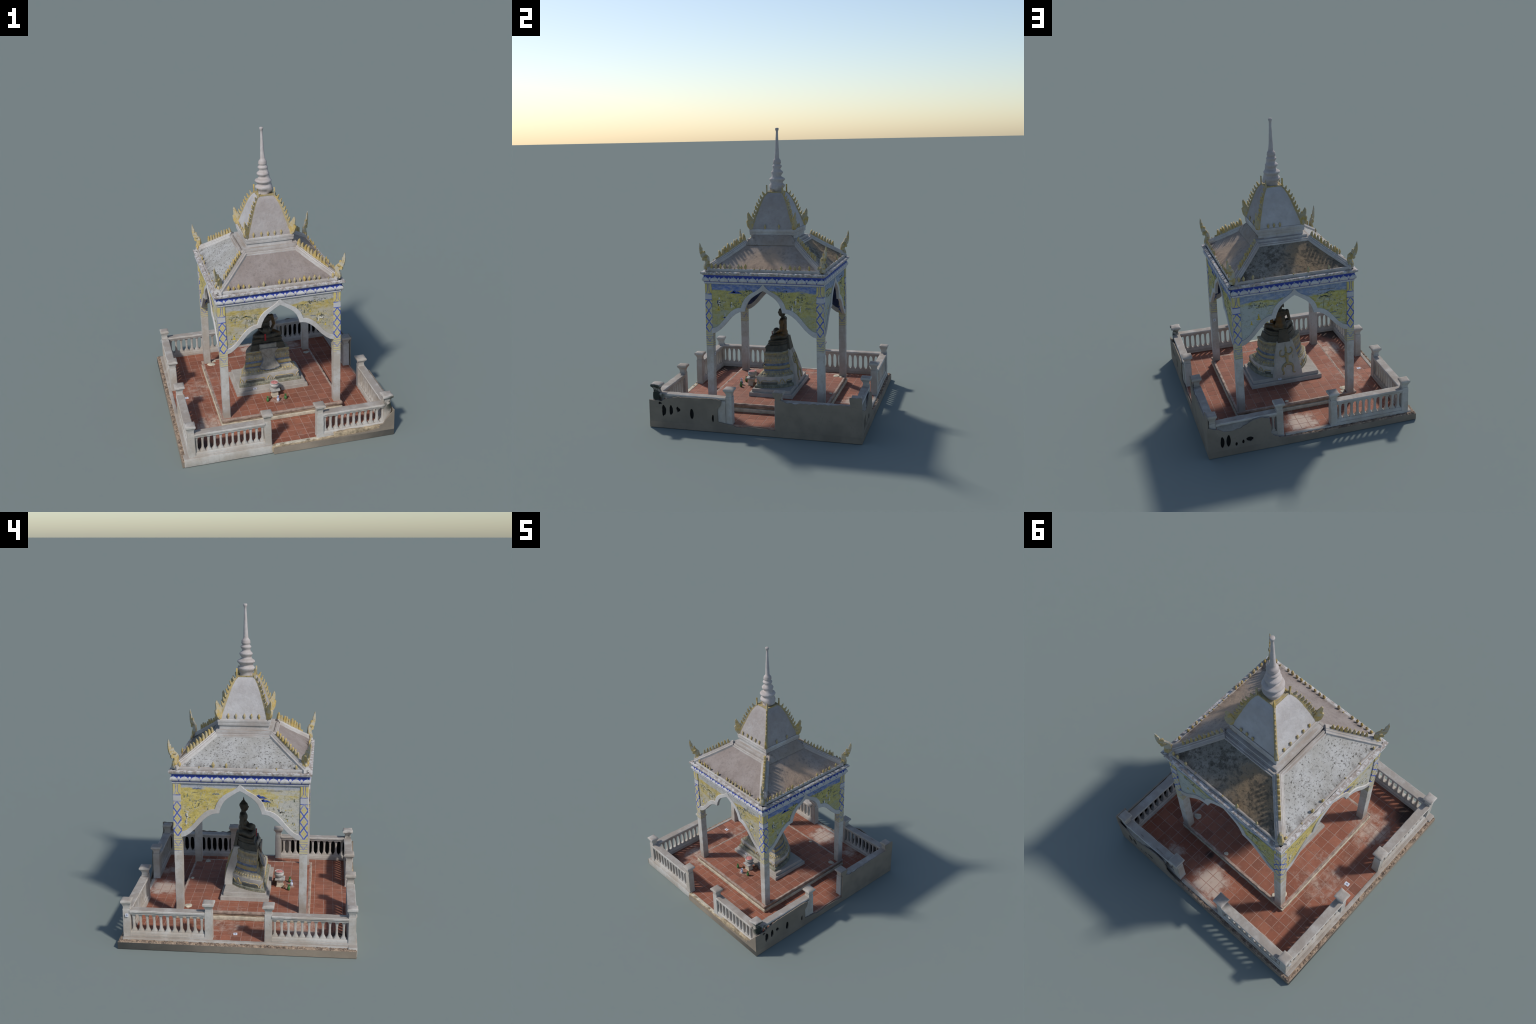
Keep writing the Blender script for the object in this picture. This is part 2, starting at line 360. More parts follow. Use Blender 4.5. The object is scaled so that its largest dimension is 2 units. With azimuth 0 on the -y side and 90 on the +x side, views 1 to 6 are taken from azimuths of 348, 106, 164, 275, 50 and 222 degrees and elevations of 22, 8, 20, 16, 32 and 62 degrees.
M_ROOF = {
    'front': m_roof('roof_mauve_cement', (0.255, 0.213, 0.193), (0.30, 0.258, 0.238), (0.12, 0.10, 0.085), (0.19, 0.155, 0.135), 0.2, 0.3, mottle=0.35),
    'east': m_roof('roof_brown_cement', (0.30, 0.245, 0.205), (0.34, 0.30, 0.27), (0.13, 0.10, 0.08), (0.13, 0.10, 0.08), 0.30, 0.2,
                   (-0.02, -0.36, 1.08), (0.46, 0.32, 0.22)),
    'rear': m_roof('roof_mossy_cement', (0.19, 0.173, 0.143), (0.27, 0.25, 0.215), (0.04, 0.034, 0.026), (0.080, 0.070, 0.055), 0.62, 0.7,
                   (0.14, -0.32, 1.10), (0.30, 0.20, 0.11)),
    'west': m_roof('roof_speckled_cement', (0.335, 0.325, 0.30), (0.43, 0.425, 0.415), (0.05, 0.043, 0.035), (0.20, 0.18, 0.155), 0.30, 0.95, mottle=0.3)}
M_UPPER = m_roof('upper_roof_cement', (0.42, 0.395, 0.39), (0.50, 0.485, 0.485), (0.20, 0.17, 0.15), (0.34, 0.30, 0.285), 0.0, 0.10, mottle=0.15)

M_UPPER_WARM = m_roof('upper_roof_darker_warm_cement', (0.335, 0.298, 0.285), (0.40, 0.37, 0.36), (0.18, 0.15, 0.13), (0.29, 0.25, 0.23), 0.0, 0.15, mottle=0.2)

# ------------------------------------------------------------------ object helpers
COL = bpy.context.scene.collection
def link(ob, parent=None):
    COL.objects.link(ob)
    if parent: ob.parent = parent
    return ob
def empty(name, loc=(0, 0, 0), parent=None):
    e = bpy.data.objects.new(name, None); e.location = loc; e.empty_display_size = 0.1
    return link(e, parent)
def mesh_obj(name, me, mats, parent=None, smooth=None, loc=None, rot=None):
    for m in (mats if isinstance(mats, (list, tuple)) else [mats]): me.materials.append(m)
    if smooth is not None:
        for p in me.polygons: p.use_smooth = True
        me.set_sharp_from_angle(angle=math.radians(smooth))
    ob = bpy.data.objects.new(name, me)
    if loc: ob.location = loc
    if rot: ob.rotation_euler = rot
    return link(ob, parent)
def bm_mesh(bm, name='m'):
    bmesh.ops.recalc_face_normals(bm, faces=bm.faces)
    me = bpy.data.meshes.new(name); bm.to_mesh(me); bm.free(); return me
def add_box(bm, x0, x1, y0, y1, z0, z1, bev=0.0):
    vs = [bm.verts.new(p) for p in ((x0,y0,z0),(x1,y0,z0),(x1,y1,z0),(x0,y1,z0),(x0,y0,z1),(x1,y0,z1),(x1,y1,z1),(x0,y1,z1))]
    fs = [bm.faces.new([vs[i] for i in f]) for f in ((3,2,1,0),(4,5,6,7),(0,1,5,4),(1,2,6,5),(2,3,7,6),(3,0,4,7))]
    if bev:
        es = list({e for f in fs for e in f.edges})
        bmesh.ops.bevel(bm, geom=es, offset=bev, segments=2, profile=0.5, affect='EDGES')
def box(x0, x1, y0, y1, z0, z1, bev=0.0):
    bm = bmesh.new(); add_box(bm, x0, x1, y0, y1, z0, z1, bev); return bm
def add_loft(bm, rings, cap=True, close=True):
    R = [[bm.verts.new(p) for p in r] for r in rings]
    n = len(R[0])
    for a, b in zip(R, R[1:]):
        for i in range(n if close else n - 1):
            j = (i + 1) % n
            bm.faces.new((a[i], a[j], b[j], b[i]))
    if cap:
        bm.faces.new(list(reversed(R[0]))); bm.faces.new(R[-1])
def square_stack(prof, cx=0, cy=0, bm=None):
    """stack of square sections: (z, half x[, half y])"""
    bm = bm or bmesh.new()
    add_loft(bm, [[(cx - p[1], cy - p[-1], p[0]), (cx + p[1], cy - p[-1], p[0]), (cx + p[1], cy + p[-1], p[0]), (cx - p[1], cy + p[-1], p[0])] for p in prof])
    return bm
def lathe(prof, n=32, cx=0, cy=0, bm=None, lean=None):
    bm = bm or bmesh.new()
    rings = []
    for z, r in prof:
        dx, dy = lean(z) if lean else (0, 0)
        rings.append([(cx + dx + r * math.cos(2 * math.pi * i / n), cy + dy + r * math.sin(2 * math.pi * i / n), z) for i in range(n)])
    add_loft(bm, rings); return bm
def refine(bm, length):
    for _ in range(6):
        es = [e for e in bm.edges if e.calc_length() > length]
        if not es: break
        bmesh.ops.subdivide_edges(bm, edges=es, cuts=1, use_grid_fill=True)
    return bm
def roughen(bm, amp, scale, seed=0.0):
    off = Vector((seed * 7.1, seed * 3.3, seed * 5.7))
    for v in bm.verts:
        v.co += Vector(noise.noise_vector(v.co * scale + off)) * amp
    return bm
def weather(bm, length=0.02, amp=0.0018, scale=28, seed=0.0):
    bmesh.ops.triangulate(bm, faces=[f for f in bm.faces if len(f.verts) > 4])
    refine(bm, length); return roughen(bm, amp, scale, seed)
def flat_shape(splines, extrude, bevel=0.0, cyclic=True, res=2):
    """2D outlines (holes allowed) filled and extruded; result mesh lies in XY, thick in Z"""
    cu = bpy.data.curves.new('s', 'CURVE'); cu.dimensions = '2D'; cu.fill_mode = 'BOTH'
    cu.extrude = extrude; cu.bevel_depth = bevel; cu.bevel_resolution = res
    for pts in splines:
        sp = cu.splines.new('POLY'); sp.points.add(len(pts) - 1); sp.use_cyclic_u = cyclic
        for q, p in zip(sp.points, pts): q.co = (p[0], p[1], 0, 1)
    ob = bpy.data.objects.new('tmp', cu)
    COL.objects.link(ob)
    dg = bpy.context.evaluated_depsgraph_get()
    me = bpy.data.meshes.new_from_object(ob.evaluated_get(dg))
    bpy.data.objects.remove(ob); bpy.data.curves.remove(cu)
    me.materials.clear()
    return me
def tube_mesh(paths, radius, res=3, cyclic=False):
    cu = bpy.data.curves.new('t', 'CURVE'); cu.dimensions = '3D'
    cu.bevel_depth = radius; cu.bevel_resolution = res; cu.use_fill_caps = True
    for pts in paths:
        sp = cu.splines.new('POLY'); sp.points.add(len(pts) - 1); sp.use_cyclic_u = cyclic
        for q, p in zip(sp.points, pts):
            q.co = (p[0], p[1], p[2], 1); q.radius = p[3] if len(p) > 3 else 1.0
    ob = bpy.data.objects.new('tmp', cu); COL.objects.link(ob)
    me = bpy.data.meshes.new_from_object(ob.evaluated_get(bpy.context.evaluated_depsgraph_get()))
    bpy.data.objects.remove(ob); bpy.data.curves.remove(cu); me.materials.clear()
    return me
def stand(me, y=0.0):
    """XY shape (x, height) -> upright in XZ, outward face toward -Y"""
    me.transform(Matrix.Translation((0, y, 0)) @ Matrix.Rotation(math.radians(90), 4, 'X')); return me
def spline(pts, n=6):
    """Catmull-Rom through control points"""
    out = []
    P = [pts[0]] + list(pts) + [pts[-1]]
    for i in range(1, len(P) - 2):
        for k in range(n):
            t = k / n
            out.append(tuple(0.5 * ((2 * b) + (c - a) * t + (2 * a - 5 * b + 4 * c - d) * t * t + (3 * b - a - 3 * c + d) * t ** 3)
                             for a, b, c, d in zip(P[i - 1], P[i], P[i + 1], P[i + 2])))
    out.append(tuple(pts[-1])); return out

# ================================================================== TOP LEVEL
shrine = empty('shrine_pavilion')
shrine['label'] = 'square open shrine pavilion with tiered spire roof and balustrade'
shrine['category'] = 'pavilion'

# ------------------------------------------------------------------ base
base = empty('base', parent=shrine)
foot = [(BX0, -0.7095), (-0.118, -0.7085), (-0.115, BY0), (BX1, BY0), (BX1, BY1), (BX0, BY1)]
me = flat_shape([foot], 0.0215); me.transform(Matrix.Translation((0, 0, 0.0215)))
mesh_obj('base_slab', me, MFILL, base)
# tiled walk bed and kerb
def walk_z(y): return FLOOR_Z - 0.0045 * min(1.0, max(0.0, (-0.36 - y) / 0.30))   # the front walk falls outward
bm = bmesh.new()
add_loft(bm, [[(-0.676, y, 0.040), (0.705, y, 0.040), (0.705, y, walk_z(y) - 0.0008), (-0.676, y, walk_z(y) - 0.0008)] for y in (-0.702, -0.66, -0.36, 0.70)])
mesh_obj('walk_bed', bm_mesh(bm), MGROUT, base)
bm = bmesh.new()
add_box(bm, -0.692, -0.668, -0.70, 0.702, 0.03, 0.0605, 0.003)
add_box(bm, -0.69, 0.20, 0.682, 0.703, 0.03, 0.0585, 0.003)
weather(bm, 0.025, 0.0022, 24, 1)
mesh_obj('kerb', bm_mesh(bm), MW, base, 40)
bm = bmesh.new()
add_box(bm, -0.704, -0.119, -0.7135, -0.66, 0.001, 0.0615, 0.003)
weather(bm, 0.03, 0.0012, 24, 2)
mesh_obj('plinth_wall', bm_mesh(bm), MW, base, 40)
bm = box(-0.125, 0.70, -0.716, -0.69, 0.006, 0.0535, 0.004)
weather(bm, 0.012, 0.0045, 30, 3)
mesh_obj('broken_kerb', bm_mesh(bm), MRUBBLE, base, 50)
bm = box(-0.10, 0.20, -0.712, -0.686, 0.02, 0.0545, 0.002)
weather(bm, 0.02, 0.0015, 30, 4)
mesh_obj('kerb', bm_mesh(bm), MCREAM, base, 50)

# gravel strips along the left and rear edges
def gravel_strip(x0, x1, y0, y1, z, nx, ny, seed):
    bm = bmesh.new()
    g = [[bm.verts.new((x0 + (x1 - x0) * i / nx, y0 + (y1 - y0) * j / ny,
          z + 0.006 * noise.noise(Vector((x0 + (x1 - x0) * i / nx, y0 + (y1 - y0) * j / ny, seed)) * 60)
          + (0.004 if 0 < i < nx and 0 < j < ny else -0.004))) for j in range(ny + 1)] for i in range(nx + 1)]
    for i in range(nx):
        for j in range(ny): bm.faces.new((g[i][j], g[i+1][j], g[i+1][j+1], g[i][j+1]))
    return bm_mesh(bm)
mesh_obj('gravel_bed', gravel_strip(BX0 + 0.001, -0.684, -0.711, BY1 - 0.001, 0.0455, 8, 240, 1), MGRAVEL, base, 60)
mesh_obj('gravel_bed', gravel_strip(-0.69, 0.22, 0.697, BY1 - 0.001, 0.0455, 160, 6, 2), MGRAVEL, base, 60)
bm = bmesh.new()
for i in range(420):
    if i < 270: p = (random.uniform(-0.714, -0.69), random.uniform(-0.705, 0.72))
    else: p = (random.uniform(-0.7, 0.2), random.uniform(0.704, 0.722))
    s = random.uniform(0.002, 0.0048)
    m4 = Matrix.Translation((*p, 0.050)) @ Matrix.Rotation(random.random() * 6, 4, 'Z') @ Matrix.Diagonal((s * 1.4, s, s * 0.8, 1))
    bmesh.ops.create_icosphere(bm, subdivisions=1, radius=1, matrix=m4)
ob = mesh_obj('pebbles', bm_mesh(bm), MGRAVEL, base, 40); ob['kind'] = 'stuff'

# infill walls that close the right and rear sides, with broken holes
def oval(cx, cz, rx, rz, n=14, w=0.25, seed=0):
    return [(cx + rx * math.cos(a) * (1 + w * noise.noise(Vector((math.cos(a), math.sin(a), cx * 9 + seed)))),
             cz + rz * math.sin(a) * (1 + w * noise.noise(Vector((math.cos(a), math.sin(a), cz * 9 + seed + 4)))))
            for a in [2 * math.pi * k / n for k in range(n)]]
def ragged(pts, amp=0.003, step=0.012, seed=0):
    out = []
    for a, b in zip(pts, pts[1:] + pts[:1]):
        d = math.dist(a, b); n = max(1, int(d / step))
        for k in range(n):
            t = k / n; x = a[0] + (b[0] - a[0]) * t; y = a[1] + (b[1] - a[1]) * t
            if y > 0.004 and 0 < k: y += amp * noise.noise(Vector((x * 40, y * 40, seed)))
            out.append((x, y))
    return out
east_out = [(-0.7258, 0.001), (-0.7258, 0.191), (-0.708, 0.190), (-0.66, 0.190), (-0.642, 0.184), (-0.611, 0.202), (-0.555, 0.219),
            (-0.40, 0.224), (-0.25, 0.228), (-0.21, 0.216), (-0.22, 0.18), (-0.24, 0.155), (-0.237, 0.07), (-0.142, 0.056),
            (-0.095, 0.036), (-0.014, 0.052), (0.10, 0.047), (0.156, 0.036), (0.158, 0.18), (0.160, 0.25), (0.141, 0.286), (0.142, 0.297), (0.208, 0.297),
            (0.206, 0.283), (0.190, 0.25), (0.245, 0.233), (0.40, 0.238), (0.652, 0.244), (0.645, 0.284), (0.646, 0.2985), (0.7258, 0.2985), (0.7258, 0.001)]
east_holes = [oval(-0.622, 0.126, 0.016, 0.036, w=.7, seed=1), oval(-0.646, 0.172, 0.011, 0.011, w=.7, seed=2), oval(-0.568, 0.130, 0.014, 0.030, w=.7, seed=3),
              oval(-0.519, 0.136, 0.013, 0.020, w=.9, seed=4), oval(-0.421, 0.112, 0.014, 0.036, w=0.1, seed=5), oval(-0.272, 0.092, 0.008, 0.026, seed=6)]
me = flat_shape([ragged(east_out, 0.007, 0.010, 1)] + east_holes, 0.004)
stand(me); me.transform(Matrix.Translation((0.7138, 0, 0)) @ Matrix.Rotation(math.radians(90), 4, 'Z'))
mesh_obj('infill_wall', me, MFILL, base)
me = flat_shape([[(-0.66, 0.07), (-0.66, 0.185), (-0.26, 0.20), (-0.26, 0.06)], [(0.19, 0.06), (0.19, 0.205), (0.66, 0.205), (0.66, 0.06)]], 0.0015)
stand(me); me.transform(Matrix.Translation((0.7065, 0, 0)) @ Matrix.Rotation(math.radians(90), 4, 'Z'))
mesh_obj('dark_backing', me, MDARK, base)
# rear side: x runs from +x toward -x in the local frame
rear_out = [(-0.717, 0.001), (-0.717, 0.226), (-0.69, 0.212), (-0.647, 0.200), (-0.603, 0.178), (-0.567, 0.175), (-0.50, 0.185), (-0.428, 0.221),
            (-0.372, 0.233), (-0.318, 0.219), (-0.300, 0.153), (-0.304, 0.104), (-0.286, 0.084), (-0.246, 0.060), (-0.19, 0.053), (0.0, 0.046), (0.05, 0.044), (0.05, 0.001)]
rear_holes = [oval(-0.626, 0.105, 0.013, 0.042, seed=7), oval(-0.585, 0.108, 0.014, 0.044, seed=8), oval(-0.535, 0.074, 0.008, 0.014, seed=9),
              oval(-0.489, 0.083, 0.008, 0.014, seed=10), oval(-0.445, 0.093, 0.024, 0.017, w=0.4, seed=11)]
me = flat_shape([ragged(rear_out, 0.007, 0.010, 5)] + rear_holes, 0.004)
stand(me); me.transform(Matrix.Translation((0, 0.7225, 0)) @ Matrix.Rotation(math.radians(180), 4, 'Z'))
mesh_obj('infill_wall', me, MFILL, base)
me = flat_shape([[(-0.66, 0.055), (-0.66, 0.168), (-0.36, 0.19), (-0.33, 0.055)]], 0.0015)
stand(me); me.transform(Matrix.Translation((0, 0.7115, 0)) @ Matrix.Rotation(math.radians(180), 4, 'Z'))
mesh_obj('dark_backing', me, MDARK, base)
bm = box(0.7005, 0.7085, -0.262, -0.185, 0.058, 0.214, 0.003); weather(bm, 0.02, 0.002, 30, 4)
mesh_obj('broken_plaster', bm_mesh(bm), MW, base, 50)
# sagging broken plaster between the rear rail and the infill
bm = bmesh.new(); NX, NZ = 40, 8
g = []
for i in range(NX + 1):
    x = 0.655 - 0.35 * i / NX; row = []
    for j in range(NZ + 1):
        t = j / NZ
        row.append(bm.verts.new((x + 0.003 * noise.noise(Vector((x * 30, t * 4, 2))), 0.690 + 0.034 * t ** 0.7 + 0.006 * noise.noise(Vector((x * 28, t * 3, 5))),
                                 0.234 - 0.058 * t + 0.006 * noise.noise(Vector((x * 35, t * 4, 9))))))
    g.append(row)
for i in range(NX):
    for j in range(NZ): bm.faces.new((g[i][j], g[i+1][j], g[i+1][j+1], g[i][j+1]))
bmesh.ops.solidify(bm, geom=bm.faces[:], thickness=0.004)
mesh_obj('broken_plaster', bm_mesh(bm), MW, base, 60)
# front right: low infill wedge rising at the corner
front_out = [(-0.112, 0.001), (0.173, 0.031), (0.306, 0.046), (0.547, 0.055), (0.612, 0.063), (0.617, 0.088), (0.64, 0.093), (0.667, 0.135), (0.717, 0.190), (0.717, 0.001)]
me = flat_shape([ragged(front_out, 0.003, 0.012, 3)], 0.0045); stand(me, -0.7222)
mesh_obj('infill_wall', me, MFILL, base)
bm = box(0.30, 0.70, -0.718, -0.69, 0.03, 0.082, 0.004); weather(bm, 0.011, 0.006, 32, 6)
mesh_obj('rubble', bm_mesh(bm), MRUBBLE, base, 50)

# ------------------------------------------------------------------ floor tiles
T = 0.0622
G = 0.0019
bm = box(-T / 2 + G, T / 2 - G, -T / 2 + G, T / 2 - G, -0.006, 0.0, 0.0009)
tile_me = bm_mesh(bm, 'tile'); tile_me.materials.append(MTILE)
floor = empty('walk_floor', parent=base)
PX0, PX1, PY0, PY1 = -0.398, 0.452, -0.419, 0.427
def tiles(parent, name, x0, nx, y0, ny, z, keep, px=T, py=T):
    for i in range(nx):
        for j in range(ny):
            x, y = x0 + i * px, y0 + j * py
            if not keep(x, y): continue
            o = bpy.data.objects.new(name, tile_me)
            o.location = (x, y, (walk_z(y) if z == FLOOR_Z else z) + random.uniform(-0.0002, 0.0003)); o.rotation_euler = (random.uniform(-.003, .003) + (0.015 if z == FLOOR_Z and -0.66 < y < -0.36 else 0), random.uniform(-.003, .003), random.uniform(-.008, .008)); o.scale = (px / T, py / T, 1)
            link(o, parent)
def in_walk(x, y):
    h = T / 2
    if PX0 + h < x < PX1 - h and PY0 + h < y < PY1 - h: return False
    return True
tiles(floor, 'floor_tile', -0.6385, 22, -0.666, 22, FLOOR_Z, in_walk)

# ------------------------------------------------------------------ platform
plat = empty('platform', parent=shrine)
bm = box(PX0 + 0.006, PX1 - 0.006, PY0 + 0.006, PY1 - 0.006, 0.05, PLAT_Z - 0.0008)
mesh_obj('platform_core', bm_mesh(bm), MGROUT, plat)
def frame(z0, z1, o, w, seed, amp, mat, name):
    for k, (a0, a1, b0, b1) in enumerate(((PX0 - o, PX1 + o, PY0 - o, PY0 + w), (PX0 - o, PX1 + o, PY1 - w, PY1 + o),
                             (PX0 - o, PX0 + w, PY0 + w, PY1 - w), (PX1 - w, PX1 + o, PY0 + w, PY1 - w))):
        bm = box(a0, a1, b0, b1, z0, z1, 0.002); weather(bm, 0.018, amp, 30, seed + k)
        mesh_obj(name, bm_mesh(bm), mat, plat, 50)
frame(0.100, 0.1160, 0.003, 0.010, 11, 0.0026, MEDGE, 'platform_edge')
frame(0.084, 0.0995, -0.002, 0.012, 21, 0.0035, MBRICK, 'platform_riser')
frame(0.057, 0.0835, 0.004, 0.012, 31, 0.0022, MCREAM, 'platform_riser')
def in_plat(x, y):
    if abs(x - 0.02) < 0.215 and abs(y) < 0.11: return False
    return True
QX, QY = (PX1 - PX0 - 0.024) / 13, (PY1 - PY0 - 0.024) / 13
tiles(plat, 'platform_tile', PX0 + 0.012 + QX / 2, 13, PY0 + 0.012 + QY / 2, 13, PLAT_Z, in_plat, QX, QY)
# mortar rings at two pillar feet
for (x, y, s) in ((-0.335, 0.355, 1.0), (0.415, 0.335, 0.8), (-0.31, 0.40, 0.6), (0.10, 0.40, 0.5)):
    bm = bmesh.new()
    bmesh.ops.create_icosphere(bm, subdivisions=3, radius=1, matrix=Matrix.Translation((x, y, 0.1165)) @ Matrix.Diagonal((0.030 * s, 0.026 * s, 0.0035, 1)))
    roughen(bm, 0.005, 45, x)
    mesh_obj('mortar_patch', bm_mesh(bm), MCREAM, plat, 60)

# ------------------------------------------------------------------ balustrade
bal = empty('balustrade', parent=shrine)
def post(x, y, seed, amp=0.0012, cap_half=0.034):
    e = empty('post', (x, y, 0), bal)
    bm = square_stack([(0.046, 0.0250), (0.062, 0.0242), (0.236, 0.0232), (0.240, 0.0222), (0.2405, 0.0195), (0.256, 0.0195), (0.262, 0.021)])
    bmesh.ops.bevel(bm, geom=[ed for ed in bm.edges if abs(ed.verts[0].co.z - ed.verts[1].co.z) > 0.05], offset=0.003, segments=2, affect='EDGES')
    weather(bm, 0.022, amp, 32, seed)
    mesh_obj('post_shaft', bm_mesh(bm), MW, e, 40)
    c = cap_half
    bm = square_stack([(0.258, 0.0205), (0.264, 0.022), (0.272, 0.0258), (0.279, c - 0.003), (0.282, c), (0.2935, c), (0.2965, c - 0.0025), (0.2995, c - 0.012)])
    weather(bm, 0.016, amp * 1.2, 34, seed + 5)
    mesh_obj('post_cap', bm_mesh(bm), MW, e, 35)
SW, SE, NE, NW = (-0.648, -0.680), (0.676, -0.682), (0.680, 0.684), (-0.646, 0.678)
GATES = {'front': (-0.146, 0.209), 'east': (-0.164, 0.174), 'rear': (-0.138, 0.234), 'west': (-0.182, 0.178)}
for i, p in enumerate((SW, NE, NW)): post(*p, i + 1, cap_half=0.0315)
post(*SE, 9, 0.0035, 0.036)
LINE = {'front': -0.680, 'rear': 0.676, 'west': -0.648, 'east': 0.679}
for s in SIDES:
    for k, g in enumerate(GATES[s]):
        p = (g, LINE[s]) if s in ('front', 'rear') else (LINE[s], g)
        post(*p, 20 + k + SIDES.index(s) * 3, cap_half=0.0345)
# one baluster: slim square shaft flaring into pointed-arch ends
bm = bmesh.new()
prof = [(0.088, .0195, .0115), (0.094, .0175, .0115), (0.102, .0120, .0105), (0.110, .0080, .0100), (0.123, .0066, .0095), (0.155, .0063, .0092),
        (0.174, .0069, .0095), (0.187, .0084, .0100), (0.195, .0108, .0105), (0.201, .0150, .0112), (0.2075, .0205, .0115)]
add_loft(bm, [[(-a, -b, z), (-a * .55, -b * 1.15, z), (a * .55, -b * 1.15, z), (a, -b, z), (a, b, z), (a * .55, b * 1.15, z), (-a * .55, b * 1.15, z), (-a, b, z)] for z, a, b in prof])
bal_mes = []
for k in range(4):
    b2 = bm.copy(); refine(b2, 0.014); roughen(b2, 0.0013, 60, k * 3.1)
    m_ = bm_mesh(b2, 'baluster'); m_.materials.append(MW)
    for p in m_.polygons: p.use_smooth = True
    m_.set_sharp_from_angle(angle=math.radians(38)); bal_mes.append(m_)
bm.free()
def rail_mesh(length, seed, top_amp=0.0015):
    """top rail with moulding + bottom rail along local X"""
    h = length / 2
    bm = bmesh.new()
    sec = [(-0.0215, 0.2055), (-0.0225, 0.2125), (-0.0195, 0.2155), (-0.0275, 0.2190), (-0.0285, 0.2295), (-0.0255, 0.2335), (0.0, 0.2345),
           (0.0255, 0.2335), (0.0285, 0.2295), (0.0275, 0.2190), (0.0195, 0.2155), (0.0225, 0.2125), (0.0215, 0.2055)]
    n = 22
    add_loft(bm, [[(-h + length * i / n, y, z) for y, z in sec] for i in range(n + 1)])
    roughen(bm, top_amp, 30, seed)
    b2 = bmesh.new()
    sec = [(-0.0255, 0.055), (-0.0255, 0.071), (-0.0205, 0.074), (-0.0195, 0.0885), (-0.016, 0.0925), (0.016, 0.0925), (0.0195, 0.0885), (0.0205, 0.074), (0.0255, 0.071), (0.0255, 0.055)]
    add_loft(b2, [[(-h + length * i / n, y, z) for y, z in sec] for i in range(n + 1)])
    roughen(b2, 0.0012, 30, seed + 3)
    return bm_mesh(bm), bm_mesh(b2)
def run(p, q, seed, n=11, broken=0.0, off=(0.042, 0.042)):
    p, q = Vector((*p, 0)), Vector((*q, 0)); d = q - p; L = d.length - 0.042; c = (p + q) / 2
    e = empty('railing', (c.x, c.y, 0), bal); e.rotation_euler = (0, 0, math.atan2(d.y, d.x))
    a, b_ = rail_mesh(L, seed, 0.0015 + broken)
    mesh_obj('handrail', a, MW, e, 40); mesh_obj('bottom_rail', b_, MW, e, 40)
    for i in range(n):
        o = bpy.data.objects.new('baluster', bal_mes[(i * 7 + int(seed)) % 4])
        D = d.length; step_ = (D - off[0] - off[1]) / (n - 1)
        o.location = (-D / 2 + off[0] + step_ * i, 0, 0)
        o.rotation_euler = (0, 0, math.pi * (i % 2) + random.uniform(-.05, .05)); o.scale = (step_ / 0.0415, random.uniform(.95, 1.08), 1)
        link(o, e)
g = GATES
run(SW, (g['front'][0], LINE['front']), 1, 12, 0.0, (0.033, 0.033))
run((g['front'][1], LINE['front']), SE, 2, 11, 0.0012, (0.034, 0.027))
run(SE, (LINE['east'], g['east'][0]), 3, 11, 0.001)
run((LINE['east'], g['east'][1]), NE, 4, 11)
run(NE, (g['rear'][1], LINE['rear']), 5, 10, 0.0012)
run((g['rear'][0], LINE['rear']), NW, 6, 11, 0.0, (0.047, 0.043))
run(NW, (LINE['west'], g['west'][1]), 7, 11, 0.0, (0.041, 0.043))
run((LINE['west'], g['west'][0]), SW, 8, 11, 0.0, (0.038, 0.049))

# ------------------------------------------------------------------ pillars
pav = empty('pavilion', parent=shrine)
PW = 0.0245
for sx in (-1, 1):
    for sy in (-1, 1):
        bm = square_stack([(0.112, PW + 0.001), (0.13, PW), (0.60, PW + 0.0005), (0.956, PW)])
        bmesh.ops.bevel(bm, geom=[e for e in bm.edges if abs(e.verts[0].co.z - e.verts[1].co.z) > 0.01], offset=0.003, segments=2, affect='EDGES')
        weather(bm, 0.022, 0.0013, 26, sx + 3 * sy)
        mesh_obj('pillar', bm_mesh(bm), MPILLAR, pav, 40, (CX + sx * (H - PW + 0.0005) + (0.001 if sx > 0 else 0), CY + sy * (H - PW + 0.0005), 0))

# ------------------------------------------------------------------ arches
half_in = [(0, 0.914), (0.022, 0.903), (0.045, 0.888), (0.072, 0.870), (0.092, 0.853), (0.110, 0.830), (0.122, 0.805), (0.130, 0.784), (0.133, 0.768),
           (0.150, 0.7665), (0.172, 0.762), (0.200, 0.747), (0.228, 0.724), (0.255, 0.694), (0.285, 0.660), (0.315, 0.632), (0.342, 0.613), (0.369, 0.6055)]
half_out = [(0, 0.954), (0.020, 0.930), (0.045, 0.911), (0.078, 0.894), (0.104, 0.877), (0.126, 0.855), (0.143, 0.828), (0.152, 0.802), (0.156, 0.790),
            (0.180, 0.787), (0.205, 0.777), (0.232, 0.757), (0.258, 0.729), (0.284, 0.697), (0.310, 0.668), (0.335, 0.648), (0.369, 0.636)]
def both(h): return [(-x, z) for x, z in reversed(h)] + [(x, z) for x, z in h[1:]]
arch_in, arch_out = both(half_in), both(half_out)
panel_poly = arch_in + [(0.369, 0.957), (-0.369, 0.957)]
rim_poly = arch_in + list(reversed(arch_out))
ROT = {'front': 0, 'east': math.pi / 2, 'rear': math.pi, 'west': -math.pi / 2}

